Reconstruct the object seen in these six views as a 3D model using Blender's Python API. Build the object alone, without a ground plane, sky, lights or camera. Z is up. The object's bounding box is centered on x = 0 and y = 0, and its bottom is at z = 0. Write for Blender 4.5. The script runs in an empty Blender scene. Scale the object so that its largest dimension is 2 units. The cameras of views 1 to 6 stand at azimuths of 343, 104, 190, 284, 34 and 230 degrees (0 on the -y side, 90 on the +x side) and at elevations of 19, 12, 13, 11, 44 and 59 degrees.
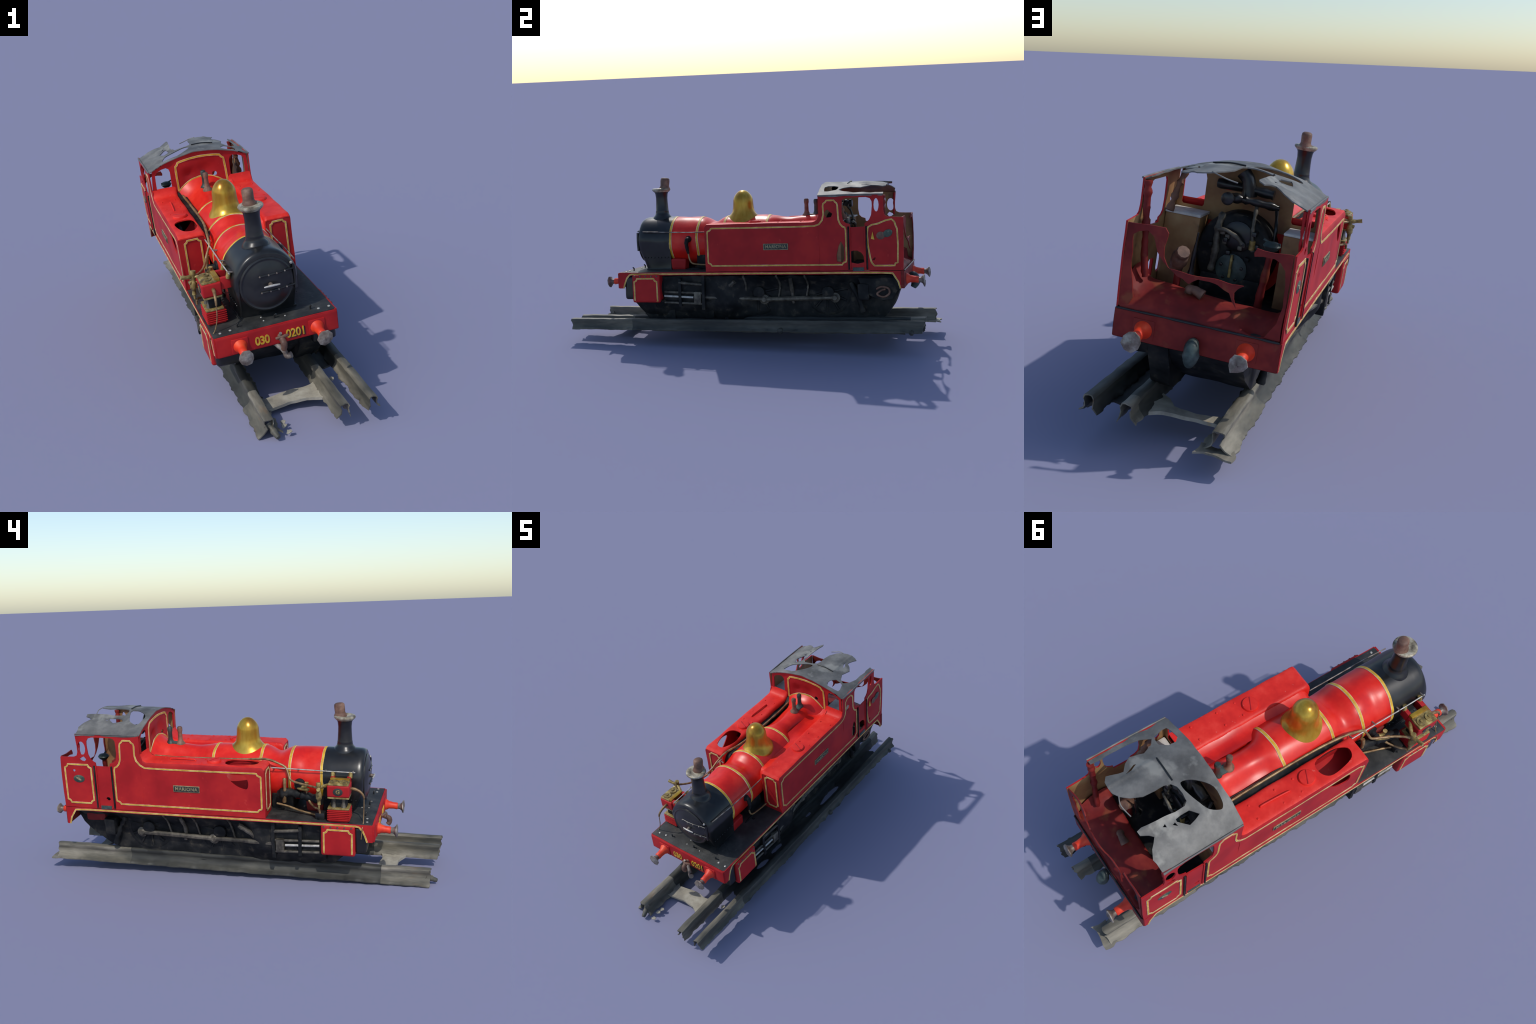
# A weathered red saddle of a museum tank engine standing on a short piece of track,
# built as a scanned relic: torn cab roof, open bunker, melted underframe.
import bpy, bmesh, math, random
from mathutils import Vector, Matrix, noise
from mathutils.geometry import delaunay_2d_cdt

rng = random.Random(7)

# ------------------------------------------------------------------ frame
# everything is modelled in the engine's own frame (x across, y front(-) to rear(+), z up);
# the whole thing leans 7 degrees, pitches 1.6 and yaws 1.2 in the world.
yaw, pitch, roll = (math.radians(a) for a in (1.2, 1.6, 7.0))
EY = Vector((math.sin(yaw) * math.cos(pitch), math.cos(yaw) * math.cos(pitch), math.sin(pitch)))
EX = Vector((math.cos(roll), 0, math.sin(roll)))
EX = (EX - EY * EX.dot(EY)).normalized()
EZ = EX.cross(EY)
ORIGIN = Vector((0.0319, 0.0, 0.0015))
FRAME = Matrix.Translation(ORIGIN) @ Matrix((EX, EY, EZ)).transposed().to_4x4()

scene = bpy.context.scene


def root(name, label, category):
    e = bpy.data.objects.new(name, None)
    scene.collection.objects.link(e)
    e.matrix_world = FRAME
    e["label"] = label
    e["category"] = category
    return e


ENGINE = root("steam_locomotive", "old red tank engine with torn grey cab roof and brass dome", "locomotive")
TRACK = root("railway_track", "short ragged piece of weathered grey railway track", "railway track")


# ------------------------------------------------------------------ materials
def material(name, base, dark=None, light=None, scale=6.0, rough=0.5, metal=0.0, spread=(0.35, 0.65),
             fine=None, bump=0.0, bump_scale=60.0, coat=0.0, stretch=(1, 1, 1), streak=None, spec=0.5):
    """Principled paint mottled by noise between dark, base and light."""
    m = bpy.data.materials.new(name)
    m.use_nodes = True
    nt = m.node_tree
    N, Lk = nt.nodes, nt.links
    b = N["Principled BSDF"]
    b.inputs["Roughness"].default_value = rough
    b.inputs["Metallic"].default_value = metal
    b.inputs["Coat Weight"].default_value = coat
    b.inputs["Specular IOR Level"].default_value = spec
    tc = N.new("ShaderNodeTexCoord")
    mp = N.new("ShaderNodeMapping")
    mp.inputs["Scale"].default_value = stretch
    Lk.new(tc.outputs["Object"], mp.inputs["Vector"])
    dark = dark or tuple(c * 0.75 for c in base)
    light = light or tuple(min(1, c * 1.2) for c in base)
    n1 = N.new("ShaderNodeTexNoise")
    n1.inputs["Scale"].default_value = scale
    n1.inputs["Detail"].default_value = 5
    n1.inputs["Roughness"].default_value = 0.6
    Lk.new(mp.outputs["Vector"], n1.inputs["Vector"])
    r = N.new("ShaderNodeValToRGB")
    e = r.color_ramp.elements
    e[0].position, e[0].color = spread[0], (*dark, 1)
    e[1].position, e[1].color = spread[1], (*light, 1)
    mid = e.new((spread[0] + spread[1]) / 2)
    mid.color = (*base, 1)
    Lk.new(n1.outputs["Fac"], r.inputs["Fac"])
    col = r.outputs["Color"]
    if fine:                                    # (colour, scale, threshold, strength): scattered specks or stains
        fc, fs, ft, fk = fine
        n2 = N.new("ShaderNodeTexNoise")
        n2.inputs["Scale"].default_value = fs
        n2.inputs["Detail"].default_value = 6
        Lk.new(mp.outputs["Vector"], n2.inputs["Vector"])
        mr = N.new("ShaderNodeMapRange")
        mr.inputs["From Min"].default_value = ft
        mr.inputs["From Max"].default_value = ft + 0.1
        mr.inputs["To Max"].default_value = fk
        Lk.new(n2.outputs["Fac"], mr.inputs["Value"])
        mx = N.new("ShaderNodeMix")
        mx.data_type = 'RGBA'
        mx.inputs["B"].default_value = (*fc, 1)
        Lk.new(mr.outputs["Result"], mx.inputs["Factor"])
        Lk.new(col, mx.inputs["A"])
        col = mx.outputs["Result"]
    Lk.new(col, b.inputs["Base Color"])
    if bump:
        n3 = N.new("ShaderNodeTexNoise")
        n3.inputs["Scale"].default_value = bump_scale
        n3.inputs["Detail"].default_value = 4
        Lk.new(mp.outputs["Vector"], n3.inputs["Vector"])
        bp = N.new("ShaderNodeBump")
        bp.inputs["Strength"].default_value = bump
        bp.inputs["Distance"].default_value = 0.004
        Lk.new(n3.outputs["Fac"], bp.inputs["Height"])
        Lk.new(bp.outputs["Normal"], b.inputs["Normal"])
    return m


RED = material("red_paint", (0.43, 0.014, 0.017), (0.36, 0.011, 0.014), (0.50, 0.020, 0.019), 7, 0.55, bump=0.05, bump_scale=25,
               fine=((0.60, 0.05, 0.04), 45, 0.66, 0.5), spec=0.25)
BOILER_RED = material("boiler_bright_red", (0.72, 0.018, 0.010), (0.60, 0.012, 0.009), (0.80, 0.036, 0.020), 9, 0.34, bump=0.06, bump_scale=18, spec=0.4)
TOP_RED = material("tank_top_red_sun_lightened", (0.74, 0.026, 0.017), (0.64, 0.018, 0.013), (0.80, 0.045, 0.030), 12, 0.5, bump=0.08, bump_scale=60,  # lighter copy of the side red: sun on the upward faces is in the colour
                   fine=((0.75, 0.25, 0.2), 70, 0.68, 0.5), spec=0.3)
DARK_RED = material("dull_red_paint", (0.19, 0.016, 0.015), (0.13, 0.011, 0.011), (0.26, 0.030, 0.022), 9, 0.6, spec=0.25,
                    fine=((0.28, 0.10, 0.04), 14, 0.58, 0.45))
BUFFER_RED = material("orange_red_paint", (0.80, 0.045, 0.010), (0.66, 0.03, 0.01), (0.85, 0.08, 0.02), 20, 0.5)
BLACK = material("black_paint", (0.012, 0.0125, 0.013), (0.007, 0.0075, 0.008), (0.022, 0.022, 0.022), 10, 0.30, bump=0.06, bump_scale=20, spec=0.5)
FLOOR_BLACK = material("footplate_black", (0.026, 0.027, 0.026), (0.014, 0.015, 0.015), (0.05, 0.05, 0.046), 14, 0.6, bump=0.2, bump_scale=90,
                       fine=((0.11, 0.11, 0.10), 60, 0.66, 0.6))
GRIME = material("oily_black_grime", (0.014, 0.015, 0.016), (0.006, 0.007, 0.008), (0.035, 0.033, 0.029), 13, 0.6, bump=0.35, bump_scale=40,
                 fine=((0.085, 0.07, 0.05), 26, 0.60, 0.55), spec=0.2)
STEEL = material("greasy_steel", (0.095, 0.083, 0.063), (0.04, 0.035, 0.028), (0.17, 0.15, 0.115), 25, 0.5, 0.2, bump=0.2)
BRIGHT = material("bright_steel", (0.50, 0.48, 0.43), (0.30, 0.28, 0.25), (0.62, 0.60, 0.56), 40, 0.45, 0.3)
ROOF = material("bare_roof_metal", (0.155, 0.152, 0.142), (0.09, 0.088, 0.083), (0.25, 0.243, 0.222), 9, 0.55, 0.1, spread=(0.32, 0.70), bump=0.12, bump_scale=30,
                fine=((0.30, 0.295, 0.265), 13, 0.58, 0.7), spec=0.35)
ROOF_IN = material("brown_roof_lining", (0.16, 0.075, 0.045), (0.07, 0.04, 0.035), (0.24, 0.11, 0.06), 10, 0.7)
TAN = material("tan_cab_lining", (0.33, 0.175, 0.07), (0.23, 0.10, 0.045), (0.40, 0.25, 0.11), 7, 0.6, fine=((0.08, 0.05, 0.03), 18, 0.62, 0.6))
CREAM = material("pale_cabinet_top", (0.62, 0.60, 0.56), (0.45, 0.42, 0.36), (0.72, 0.70, 0.68), 14, 0.5)
BRASS = material("polished_brass", (0.50, 0.29, 0.028), (0.32, 0.13, 0.016), (0.66, 0.46, 0.075), 9, 0.28, 0.55, spread=(0.35, 0.68), stretch=(1, 1, 0.35))
OLD_BRASS = material("tarnished_brass", (0.30, 0.21, 0.065), (0.14, 0.10, 0.035), (0.50, 0.40, 0.15), 45, 0.45, 0.3, bump=0.2)
COPPER = material("copper_pipe", (0.27, 0.165, 0.07), (0.16, 0.09, 0.04), (0.38, 0.26, 0.13), 40, 0.45, 0.3)
RUST = material("rusty_pipe", (0.17, 0.085, 0.055), (0.10, 0.05, 0.035), (0.26, 0.15, 0.10), 25, 0.6, bump=0.15)
GREEN_BLACK = material("dark_green_iron", (0.035, 0.055, 0.05), (0.02, 0.03, 0.028), (0.07, 0.10, 0.09), 25, 0.5)
YELLOW = material("yellow_lining", (0.66, 0.38, 0.022), (0.52, 0.28, 0.025), (0.78, 0.50, 0.05), 30, 0.5)
PALE = material("pale_lining_edge", (0.62, 0.50, 0.30), (0.48, 0.36, 0.18), (0.72, 0.64, 0.48), 30, 0.5)
GREY_STEEL = material("buffer_head_steel", (0.22, 0.18, 0.15), (0.12, 0.09, 0.075), (0.36, 0.33, 0.29), 30, 0.5, 0.3, bump=0.2)
CAP = material("bronze_cap", (0.30, 0.26, 0.18), (0.12, 0.10, 0.07), (0.50, 0.46, 0.36), 28, 0.45, 0.2, spread=(0.38, 0.62))
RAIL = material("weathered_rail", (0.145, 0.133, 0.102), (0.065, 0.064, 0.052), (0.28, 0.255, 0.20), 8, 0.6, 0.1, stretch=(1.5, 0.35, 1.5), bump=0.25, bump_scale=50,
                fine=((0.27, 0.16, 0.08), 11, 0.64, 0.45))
RAIL_DARK = material("dark_rail", (0.046, 0.046, 0.039), (0.024, 0.025, 0.023), (0.085, 0.082, 0.068), 9, 0.6, 0.1, stretch=(1.5, 0.35, 1.5), bump=0.25, bump_scale=50)  # darker version of the rail colour, used along the engine's length
CONCRETE = material("concrete_sleeper", (0.36, 0.33, 0.26), (0.25, 0.23, 0.19), (0.45, 0.42, 0.34), 14, 0.8, bump=0.4, bump_scale=60,
                    fine=((0.42, 0.28, 0.12), 20, 0.66, 0.6))
SIGN = material("nameplate_black", (0.03, 0.034, 0.03), rough=0.5, scale=30)
SIGN_BRASS = material("nameplate_brass", (0.30, 0.25, 0.13), (0.2, 0.16, 0.08), (0.40, 0.34, 0.2), 60, 0.5, 0.2)
BADGE = material("green_badge", (0.055, 0.085, 0.06), (0.03, 0.045, 0.035), (0.16, 0.19, 0.13), 40, 0.5)


# ------------------------------------------------------------------ mesh helpers
def make(name, verts, faces, mats, parent=None, fmats=None, sharp=40, kind=None):
    me = bpy.data.meshes.new(name)
    me.from_pydata([tuple(v) for v in verts], [], faces)
    for m in (mats if isinstance(mats, (list, tuple)) else [mats]):
        me.materials.append(m)
    if fmats:
        for p, k in zip(me.polygons, fmats):
            p.material_index = k
    bm = bmesh.new()
    bm.from_mesh(me)
    bmesh.ops.remove_doubles(bm, verts=bm.verts, dist=1e-5)
    bmesh.ops.recalc_face_normals(bm, faces=bm.faces)
    bm.to_mesh(me)
    bm.free()
    me.polygons.foreach_set("use_smooth", [True] * len(me.polygons))
    me.set_sharp_from_angle(angle=math.radians(sharp))
    ob = bpy.data.objects.new(name, me)
    scene.collection.objects.link(ob)
    ob.parent = parent or ENGINE
    if kind:
        ob["kind"] = kind
    return ob


def wobble(p, amp, freq, seed=0.0):
    """Smooth vector noise that gives flat sheets the uneven look of old plate."""
    q = Vector(p) * freq + Vector((seed, seed * 1.7, -seed))
    return noise.noise_vector(q) * amp


def resample(pts, step, closed=True):
    out = []
    n = len(pts)
    for i in range(n if closed else n - 1):
        a, b = Vector(pts[i]), Vector(pts[(i + 1) % n])
        k = max(1, round((b - a).length / step))
        out += [a.lerp(b, j / k) for j in range(k)]
    if not closed:
        out.append(Vector(pts[-1]))
    return out


def spline(pts, per=6, closed=False):
    """Catmull-Rom curve through the control points."""
    P = [Vector(p) for p in pts]
    n = len(P)
    out = []
    for i in range(n if closed else n - 1):
        g = (lambda k: P[k % n]) if closed else (lambda k: P[max(0, min(n - 1, k))])
        p0, p1, p2, p3 = g(i - 1), g(i), g(i + 1), g(i + 2)
        for j in range(per):
            t = j / per
            out.append(0.5 * ((2 * p1) + (p2 - p0) * t + (2 * p0 - 5 * p1 + 4 * p2 - p3) * t * t + (3 * p1 - p0 - 3 * p2 + p3) * t ** 3))
    if not closed:
        out.append(P[-1])
    return out


def ellipse(cu, cv, ru, rv, n=20, a0=0.0, jag=0.0):
    return [(cu + ru * math.cos(a0 + 2 * math.pi * i / n) * (1 + rng.uniform(-jag, jag)),
             cv + rv * math.sin(a0 + 2 * math.pi * i / n) * (1 + rng.uniform(-jag, jag))) for i in range(n)]


def inside(p, poly):
    x, y = p
    c = False
    j = len(poly) - 1
    for i in range(len(poly)):
        xi, yi = poly[i][0], poly[i][1]
        xj, yj = poly[j][0], poly[j][1]
        if (yi > y) != (yj > y) and x < (xj - xi) * (y - yi) / (yj - yi) + xi:
            c = not c
        j = i
    return c


def sheet(name, outline, holes, place, thick, mats, parent=None, step=0.012, amp=0.0015, freq=9, sharp=35, seed=0.0):
    """A plate with real thickness and real holes. place(u, v, d) puts the point d below the outer skin."""
    loops = [[Vector((q[0], q[1])) for q in resample([Vector((p[0], p[1])) for p in lp], step)] for lp in [outline] + list(holes)]
    pts, edges = [], []
    for lp in loops:
        s = len(pts)
        pts += lp
        edges += [(s + i, s + (i + 1) % len(lp)) for i in range(len(lp))]
    us = [p.x for p in loops[0]]
    vs = [p.y for p in loops[0]]
    nu, nv = int((max(us) - min(us)) / step) + 1, int((max(vs) - min(vs)) / step) + 1
    for i in range(nu + 1):
        for j in range(nv + 1):
            q = Vector((min(us) + (i + 0.5 * (j % 2)) * step, min(vs) + j * step))
            if inside(q, loops[0]) and not any(inside(q, h) for h in loops[1:]):
                if min((q - p).length for p in pts[:sum(len(l) for l in loops)]) > step * 0.45:
                    pts.append(q)
    vv, _, ff, _, _, _ = delaunay_2d_cdt(pts, edges, [], 0, 1e-6)
    tris = []
    for f in ff:
        c = sum((vv[k] for k in f), Vector((0, 0))) / len(f)
        if inside(c, loops[0]) and not any(inside(c, h) for h in loops[1:]):
            tris.append(tuple(f))
    n = len(vv)
    V = []
    for d in (0.0, thick):
        for q in vv:
            p = Vector(place(q.x, q.y, d))
            V.append(p + wobble(place(q.x, q.y, 0.0), amp, freq, seed))
    F = [t for t in tris] + [tuple(k + n for k in reversed(t)) for t in tris]
    M = [0] * len(tris) + [1 if len(mats) > 1 else 0] * len(tris)
    cnt = {}
    for t in tris:
        for a, b in zip(t, t[1:] + t[:1]):
            cnt[(a, b)] = cnt.get((a, b), 0) + 1
    for (a, b) in list(cnt):
        if (b, a) not in cnt:
            F.append((b, a, a + n, b + n))
            M.append(0)
    return make(name, V, F, list(mats), parent, M, sharp)


def box(name, x, y, z, mat, parent=None, bevel=0.004, segs=2, amp=0.0, freq=10, cuts=0, seed=0.0, kind=None):
    bm = bmesh.new()
    bmesh.ops.create_cube(bm, size=1)
    for v in bm.verts:
        v.co = Vector((x[0] + (v.co.x + .5) * (x[1] - x[0]), y[0] + (v.co.y + .5) * (y[1] - y[0]), z[0] + (v.co.z + .5) * (z[1] - z[0])))
    if cuts:
        bmesh.ops.subdivide_edges(bm, edges=bm.edges, cuts=cuts, use_grid_fill=True)
    if bevel:
        es = [e for e in bm.edges if len(e.link_faces) == 2 and e.calc_face_angle(0) > 0.5]
        bmesh.ops.bevel(bm, geom=es, offset=bevel, segments=segs, affect='EDGES', profile=0.6)
    if amp:
        for v in bm.verts:
            v.co += wobble(v.co, amp, freq, seed)
    vs = [v.co.copy() for v in bm.verts]
    bm.verts.index_update()
    fs = [[v.index for v in f.verts] for f in bm.faces]
    bm.free()
    return make(name, vs, fs, mat, parent, kind=kind)


def lathe(name, profile, centre, mat, axis='z', seg=40, parent=None, bend=None, fmats=None, sharp=45):
    """Turned body: profile of (radius, height) round an axis through centre."""
    V, F, M = [], [], []
    C = Vector(centre)
    for (r, h) in profile:
        for i in range(seg):
            a = 2 * math.pi * i / seg
            c, s = r * math.cos(a), r * math.sin(a)
            p = {'z': Vector((c, s, h)), 'y': Vector((c, h, s)), 'x': Vector((h, c, s))}[axis]
            if bend:
                p = bend(p)
            V.append(C + p)
    for j in range(len(profile) - 1):
        for i in range(seg):
            k = (i + 1) % seg
            F.append((j * seg + i, j * seg + k, (j + 1) * seg + k, (j + 1) * seg + i))
            M.append(fmats[j] if fmats else 0)
    F.append(tuple(range(seg)))
    F.append(tuple(range((len(profile) - 1) * seg, len(profile) * seg)))
    M += [0, 0]
    return make(name, V, F, mat, parent, M if fmats else None, sharp)


def tube(name, pts, r, mat, parent=None, seg=10, per=6, taper=None, lumps=0.0, kind=None):
    P = spline(pts, per)
    V, F = [], []
    up = Vector((0.31, 0.2, 0.93))
    for i, p in enumerate(P):
        t = (P[min(i + 1, len(P) - 1)] - P[max(i - 1, 0)]).normalized()
        s = t.cross(up)
        if s.length < 1e-3:
            s = t.cross(Vector((1, 0, 0)))
        s.normalize()
        u = s.cross(t)
        f = i / (len(P) - 1)
        rr = (taper(f) if taper else 1.0) * r
        if lumps:
            rr *= 1 + lumps * noise.noise(p * 60)
        for k in range(seg):
            a = 2 * math.pi * k / seg
            V.append(p + s * rr * math.cos(a) + u * rr * math.sin(a))
    for j in range(len(P) - 1):
        for k in range(seg):
            m = (k + 1) % seg
            F.append((j * seg + k, j * seg + m, (j + 1) * seg + m, (j + 1) * seg + k))
    F.append(tuple(reversed(range(seg))))
    F.append(tuple(range((len(P) - 1) * seg, len(P) * seg)))
    return make(name, V, F, mat, parent, kind=kind)


def lining(name, path, place, width=0.0050, edge=0.0012, closed=True, lift=0.0016, parent=None, wig=0.0006):
    """Painted lining: a yellow band between two pale hairlines, standing just proud of the sheet."""
    P = [Vector((p[0], p[1])) for p in resample([Vector((q[0], q[1])) for q in path], 0.012, closed)]
    n = len(P)
    lanes = (-width / 2 - edge, -width / 2, width / 2, width / 2 + edge)
    V, F, M = [], [], []
    for i, p in enumerate(P):
        a = P[(i - 1) % n] if closed else P[max(0, i - 1)]
        b = P[(i + 1) % n] if closed else P[min(n - 1, i + 1)]
        t = (b - a).normalized()
        nn = Vector((-t.y, t.x))
        w = 1 + 0.18 * noise.noise(Vector((p.x * 60, p.y * 60, 3)))
        for o in lanes:
            q = p + nn * (o * w + wig * noise.noise(Vector((p.x * 40, p.y * 40, 9))))
            V.append(Vector(place(q.x, q.y, -lift)))
        for o in (lanes[0], lanes[3]):
            q = p + nn * o * w
            V.append(Vector(place(q.x, q.y, 0.001)))
    for i in range(n if closed else n - 1):
        j = (i + 1) % n
        for k, mm in ((0, 1), (1, 0), (2, 1)):
            F.append((i * 6 + k, i * 6 + k + 1, j * 6 + k + 1, j * 6 + k))
            M.append(mm)
        F.append((i * 6 + 4, i * 6, j * 6, j * 6 + 4))
        F.append((i * 6 + 3, i * 6 + 5, j * 6 + 5, j * 6 + 3))
        M += [1, 1]
    return make(name, V, F, [YELLOW, PALE], parent, M, 60)


def notched(u0, u1, v0, v1, r, k=5):
    """Rectangle whose corners are scooped inwards (ticket corners)."""
    out = []
    for (cu, cv, a0) in ((u0, v0, 90), (u1, v0, 180), (u1, v1, 270), (u0, v1, 0)):
        seg = [(cu + r * math.cos(math.radians(a0 - 90 * j / k)), cv + r * math.sin(math.radians(a0 - 90 * j / k))) for j in range(k + 1)]
        out += seg
    return out


def lettering(name, text, size, place_matrix, mat, parent=None, depth=0.0015, spacing=1.0, bold=0.0):
    cu = bpy.data.curves.new(name, 'FONT')
    cu.body = text
    cu.size = size
    cu.extrude = depth
    cu.offset = bold
    cu.space_character = spacing
    cu.align_x, cu.align_y = 'CENTER', 'CENTER'
    tmp = bpy.data.objects.new(name + "_curve", cu)
    scene.collection.objects.link(tmp)
    dg = bpy.context.evaluated_depsgraph_get()
    me = bpy.data.meshes.new_from_object(tmp.evaluated_get(dg))
    bpy.data.objects.remove(tmp)
    bpy.data.curves.remove(cu)
    me.transform(place_matrix)
    me.materials.clear()
    me.materials.append(mat)
    ob = bpy.data.objects.new(name, me)
    scene.collection.objects.link(ob)
    ob.parent = parent or ENGINE
    return ob


def repeats(name, mesh_object, spots, parent=None, rot=None, scales=None):
    """Copies that share the first one's mesh, one at each spot."""
    for i, s in enumerate(spots):
        o = mesh_object if i == 0 else mesh_object.copy()
        if i:
            scene.collection.objects.link(o)
        o.parent = parent or ENGINE
        o.location = s
        if rot:
            o.rotation_euler = rot[i] if isinstance(rot, list) else rot
        if scales:
            o.scale = scales[i]


H = {-1: 0.257, 1: 0.2535}      # half width of the bodywork, left and right
HALF = 0.257
DECK = 0.370           # footplate level
TANK_TOP = 0.622
TANK_FRONT, CAB_FRONT, CAB_REAR, BUNKER_REAR = -0.195, 0.418, 0.748, 0.838


# ------------------------------------------------------------------ footplate, beams and valances
footplate = box("footplate", (-0.255, 0.2515), (-0.695, 0.835), (0.356, DECK), FLOOR_BLACK, bevel=0.003, amp=0.0012, cuts=14)

front_beam = box("buffer_beam", (-0.252, 0.252), (-0.706, -0.690), (0.284, 0.3675), RED, bevel=0.005, amp=0.0012, cuts=8)
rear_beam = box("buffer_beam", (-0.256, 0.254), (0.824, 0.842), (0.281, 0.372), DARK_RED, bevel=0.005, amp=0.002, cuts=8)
tube("beam_seam", [(-0.25, 0.843, 0.373), (-0.1, 0.846, 0.374), (0.1, 0.845, 0.373), (0.25, 0.842, 0.371)], 0.0035, BLACK, rear_beam, lumps=0.5)

for sx in (-1, 1):
    side = lambda u, v, d, sx=sx: (sx * (H[sx] - d), u, v)
    curve_f = [(-0.672, 0.284), (-0.664, 0.31), (-0.652, 0.338), (-0.63, 0.353)]
    curve_r = [(0.77, 0.354), (0.795, 0.347), (0.812, 0.315), (0.822, 0.281)]
    out = [(-0.697, 0.284)] + curve_f + curve_r + [(0.836, 0.281), (0.836, DECK - 0.001), (-0.697, DECK - 0.001)]
    val = sheet("valance", out, [], side, 0.010, [RED], step=0.014, amp=0.0012, seed=sx)
    lining("valance_lining", curve_f[:3] + [(-0.635, 0.357), (-0.62, 0.3605)] + [(y, 0.361) for y in (-0.5, -0.3, -0.1, 0.1, 0.3, 0.5, 0.7)] + [(0.785, 0.358)] + curve_r[2:],
           side, 0.0052, 0.0012, closed=False, parent=val)

# numbers on the front beam
face = lambda x, z: Matrix.Translation((x, -0.7072, z)) @ Matrix.Rotation(math.pi / 2, 4, 'X')
lettering("beam_number_shadow", "0201", 0.052, face(0.0755, 0.3135) @ Matrix.Diagonal((0.86, 1, 1, 1)), BLACK, front_beam, 0.0006, 0.95, 0.0012)
lettering("beam_number", "030", 0.050, face(-0.066, 0.3165) @ Matrix.Diagonal((0.85, 1, 1, 1)), YELLOW, front_beam, 0.0012, 0.92, 0.0012)
lettering("beam_number", "0201", 0.050, face(0.0725, 0.316) @ Matrix.Diagonal((0.86, 1, 1, 1)), YELLOW, front_beam, 0.0012, 0.95, 0.0008)

# bolt heads on the front platform
bolt = lathe("platform_bolt", [(0.006, 0.0), (0.0055, 0.002), (0.003, 0.0032)], (0, 0, 0), BRIGHT, seg=10)
repeats("platform_bolt", bolt, [(-0.221, -0.667, DECK), (-0.179, -0.662, DECK), (0.233, -0.663, DECK), (0.189, -0.662, DECK), (-0.038, -0.651, DECK),
                                (0.051, -0.653, DECK), (-0.039, -0.618, DECK)], scales=[(1, 1, 1)] * 4 + [(0.6, 0.6, 1)] * 3)
for x in (-0.145, 0.009, 0.160):
    tube("lamp_bracket", [(x, -0.650, DECK - 0.002), (x, -0.650, DECK + 0.012), (x + 0.006, -0.654, DECK + 0.018)], 0.0035, BLACK)

# ------------------------------------------------------------------ buffers and couplings
def buffer(x, y0, sgn, z, head_r, jag, seed):
    """Square foot, tapering orange stem, pale collar and a worn polygonal head. sgn = direction along y."""
    r2 = random.Random(seed)
    st = lathe("buffer_stem", [(0.030, 0.0), (0.026, 0.012), (0.0195, 0.022), (0.0165, 0.045), (0.0175, 0.062), (0.0145, 0.066)], (x, y0, z), BUFFER_RED, 'y', 24,
               bend=lambda p: Vector((p.x, sgn * p.y, p.z - 0.10 * p.y)))
    box("buffer_foot", (x - 0.034, x + 0.034), tuple(sorted((y0 - sgn * 0.002, y0 + sgn * 0.006))), (z - 0.030, z + 0.032), RED if sgn < 0 else DARK_RED, st, 0.003)
    seg = 9
    V, F = [], []
    prof = [(0.013, 0.062), (0.0145, 0.076), (0.020, 0.084), (head_r, 0.090), (head_r, 0.094), (head_r * 0.6, 0.0975), (0.0, 0.098)]
    rr = [1 + r2.uniform(-jag, jag) for _ in range(seg)]
    for (r, h) in prof:
        for i in range(seg):
            a = 2 * math.pi * i / seg + 0.4
            k = 1 + (rr[i] - 1) * min(1, r / head_r)
            V.append(Vector((x + r * k * math.cos(a), y0 + sgn * (h + (rr[i] - 1) * 0.02), z - 0.10 * h + r * k * math.sin(a))))
    for j in range(len(prof) - 1):
        for i in range(seg):
            k = (i + 1) % seg
            F.append((j * seg + i, j * seg + k, (j + 1) * seg + k, (j + 1) * seg + i))
    make("buffer_head", V, F, GREY_STEEL, st, sharp=50)
    return st


buffer(-0.157, -0.704, -1, 0.318, 0.031, 0.07, 1)
buffer(0.161, -0.704, -1, 0.318, 0.031, 0.09, 2)
buffer(-0.157, 0.838, 1, 0.325, 0.029, 0.16, 3)
buffer(0.159, 0.838, 1, 0.320, 0.031, 0.14, 4)

hook = tube("coupling_hook", [(0.006, -0.700, 0.318), (0.006, -0.722, 0.316), (0.008, -0.742, 0.306), (0.008, -0.746, 0.288), (0.006, -0.738, 0.274)], 0.011, RUST, seg=10,
            taper=lambda f: 0.9 + 0.5 * math.sin(f * 3.1), lumps=0.3)
tube("coupling_pin", [(-0.016, -0.722, 0.318), (0.010, -0.730, 0.324), (0.034, -0.722, 0.321)], 0.006, RUST, hook, lumps=0.3)
tube("coupling_screw", [(0.002, -0.716, 0.320), (0.004, -0.728, 0.340)], 0.006, GREY_STEEL, hook)
tube("brake_hose", [(-0.02, -0.690, 0.288), (0.0, -0.706, 0.268), (0.014, -0.716, 0.250), (0.020, -0.722, 0.232), (0.036, -0.732, 0.238)], 0.011, GREY_STEEL, lumps=0.3,
     taper=lambda f: 0.8 + 0.35 * f)
tube("coupling_hook", [(0.0, 0.842, 0.322), (-0.002, 0.866, 0.312), (-0.004, 0.872, 0.282), (0.002, 0.858, 0.252)], 0.018, GREEN_BLACK, lumps=0.2,
     taper=lambda f: 0.35 + 1.0 * math.sin(0.3 + f * 2.5))

# ------------------------------------------------------------------ side tanks
def tank_top_z(y):
    z = TANK_TOP
    if y > 0.382:
        t = min(1, (y - 0.382) / 0.036)
        z += 0.040 * (1 - math.sqrt(max(0, 1 - t * t)))
    if y < -0.183:
        t = min(1, (-0.183 - y) / 0.012)
        z -= 0.012 * (1 - math.sqrt(max(0, 1 - t * t)))
    return z


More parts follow.
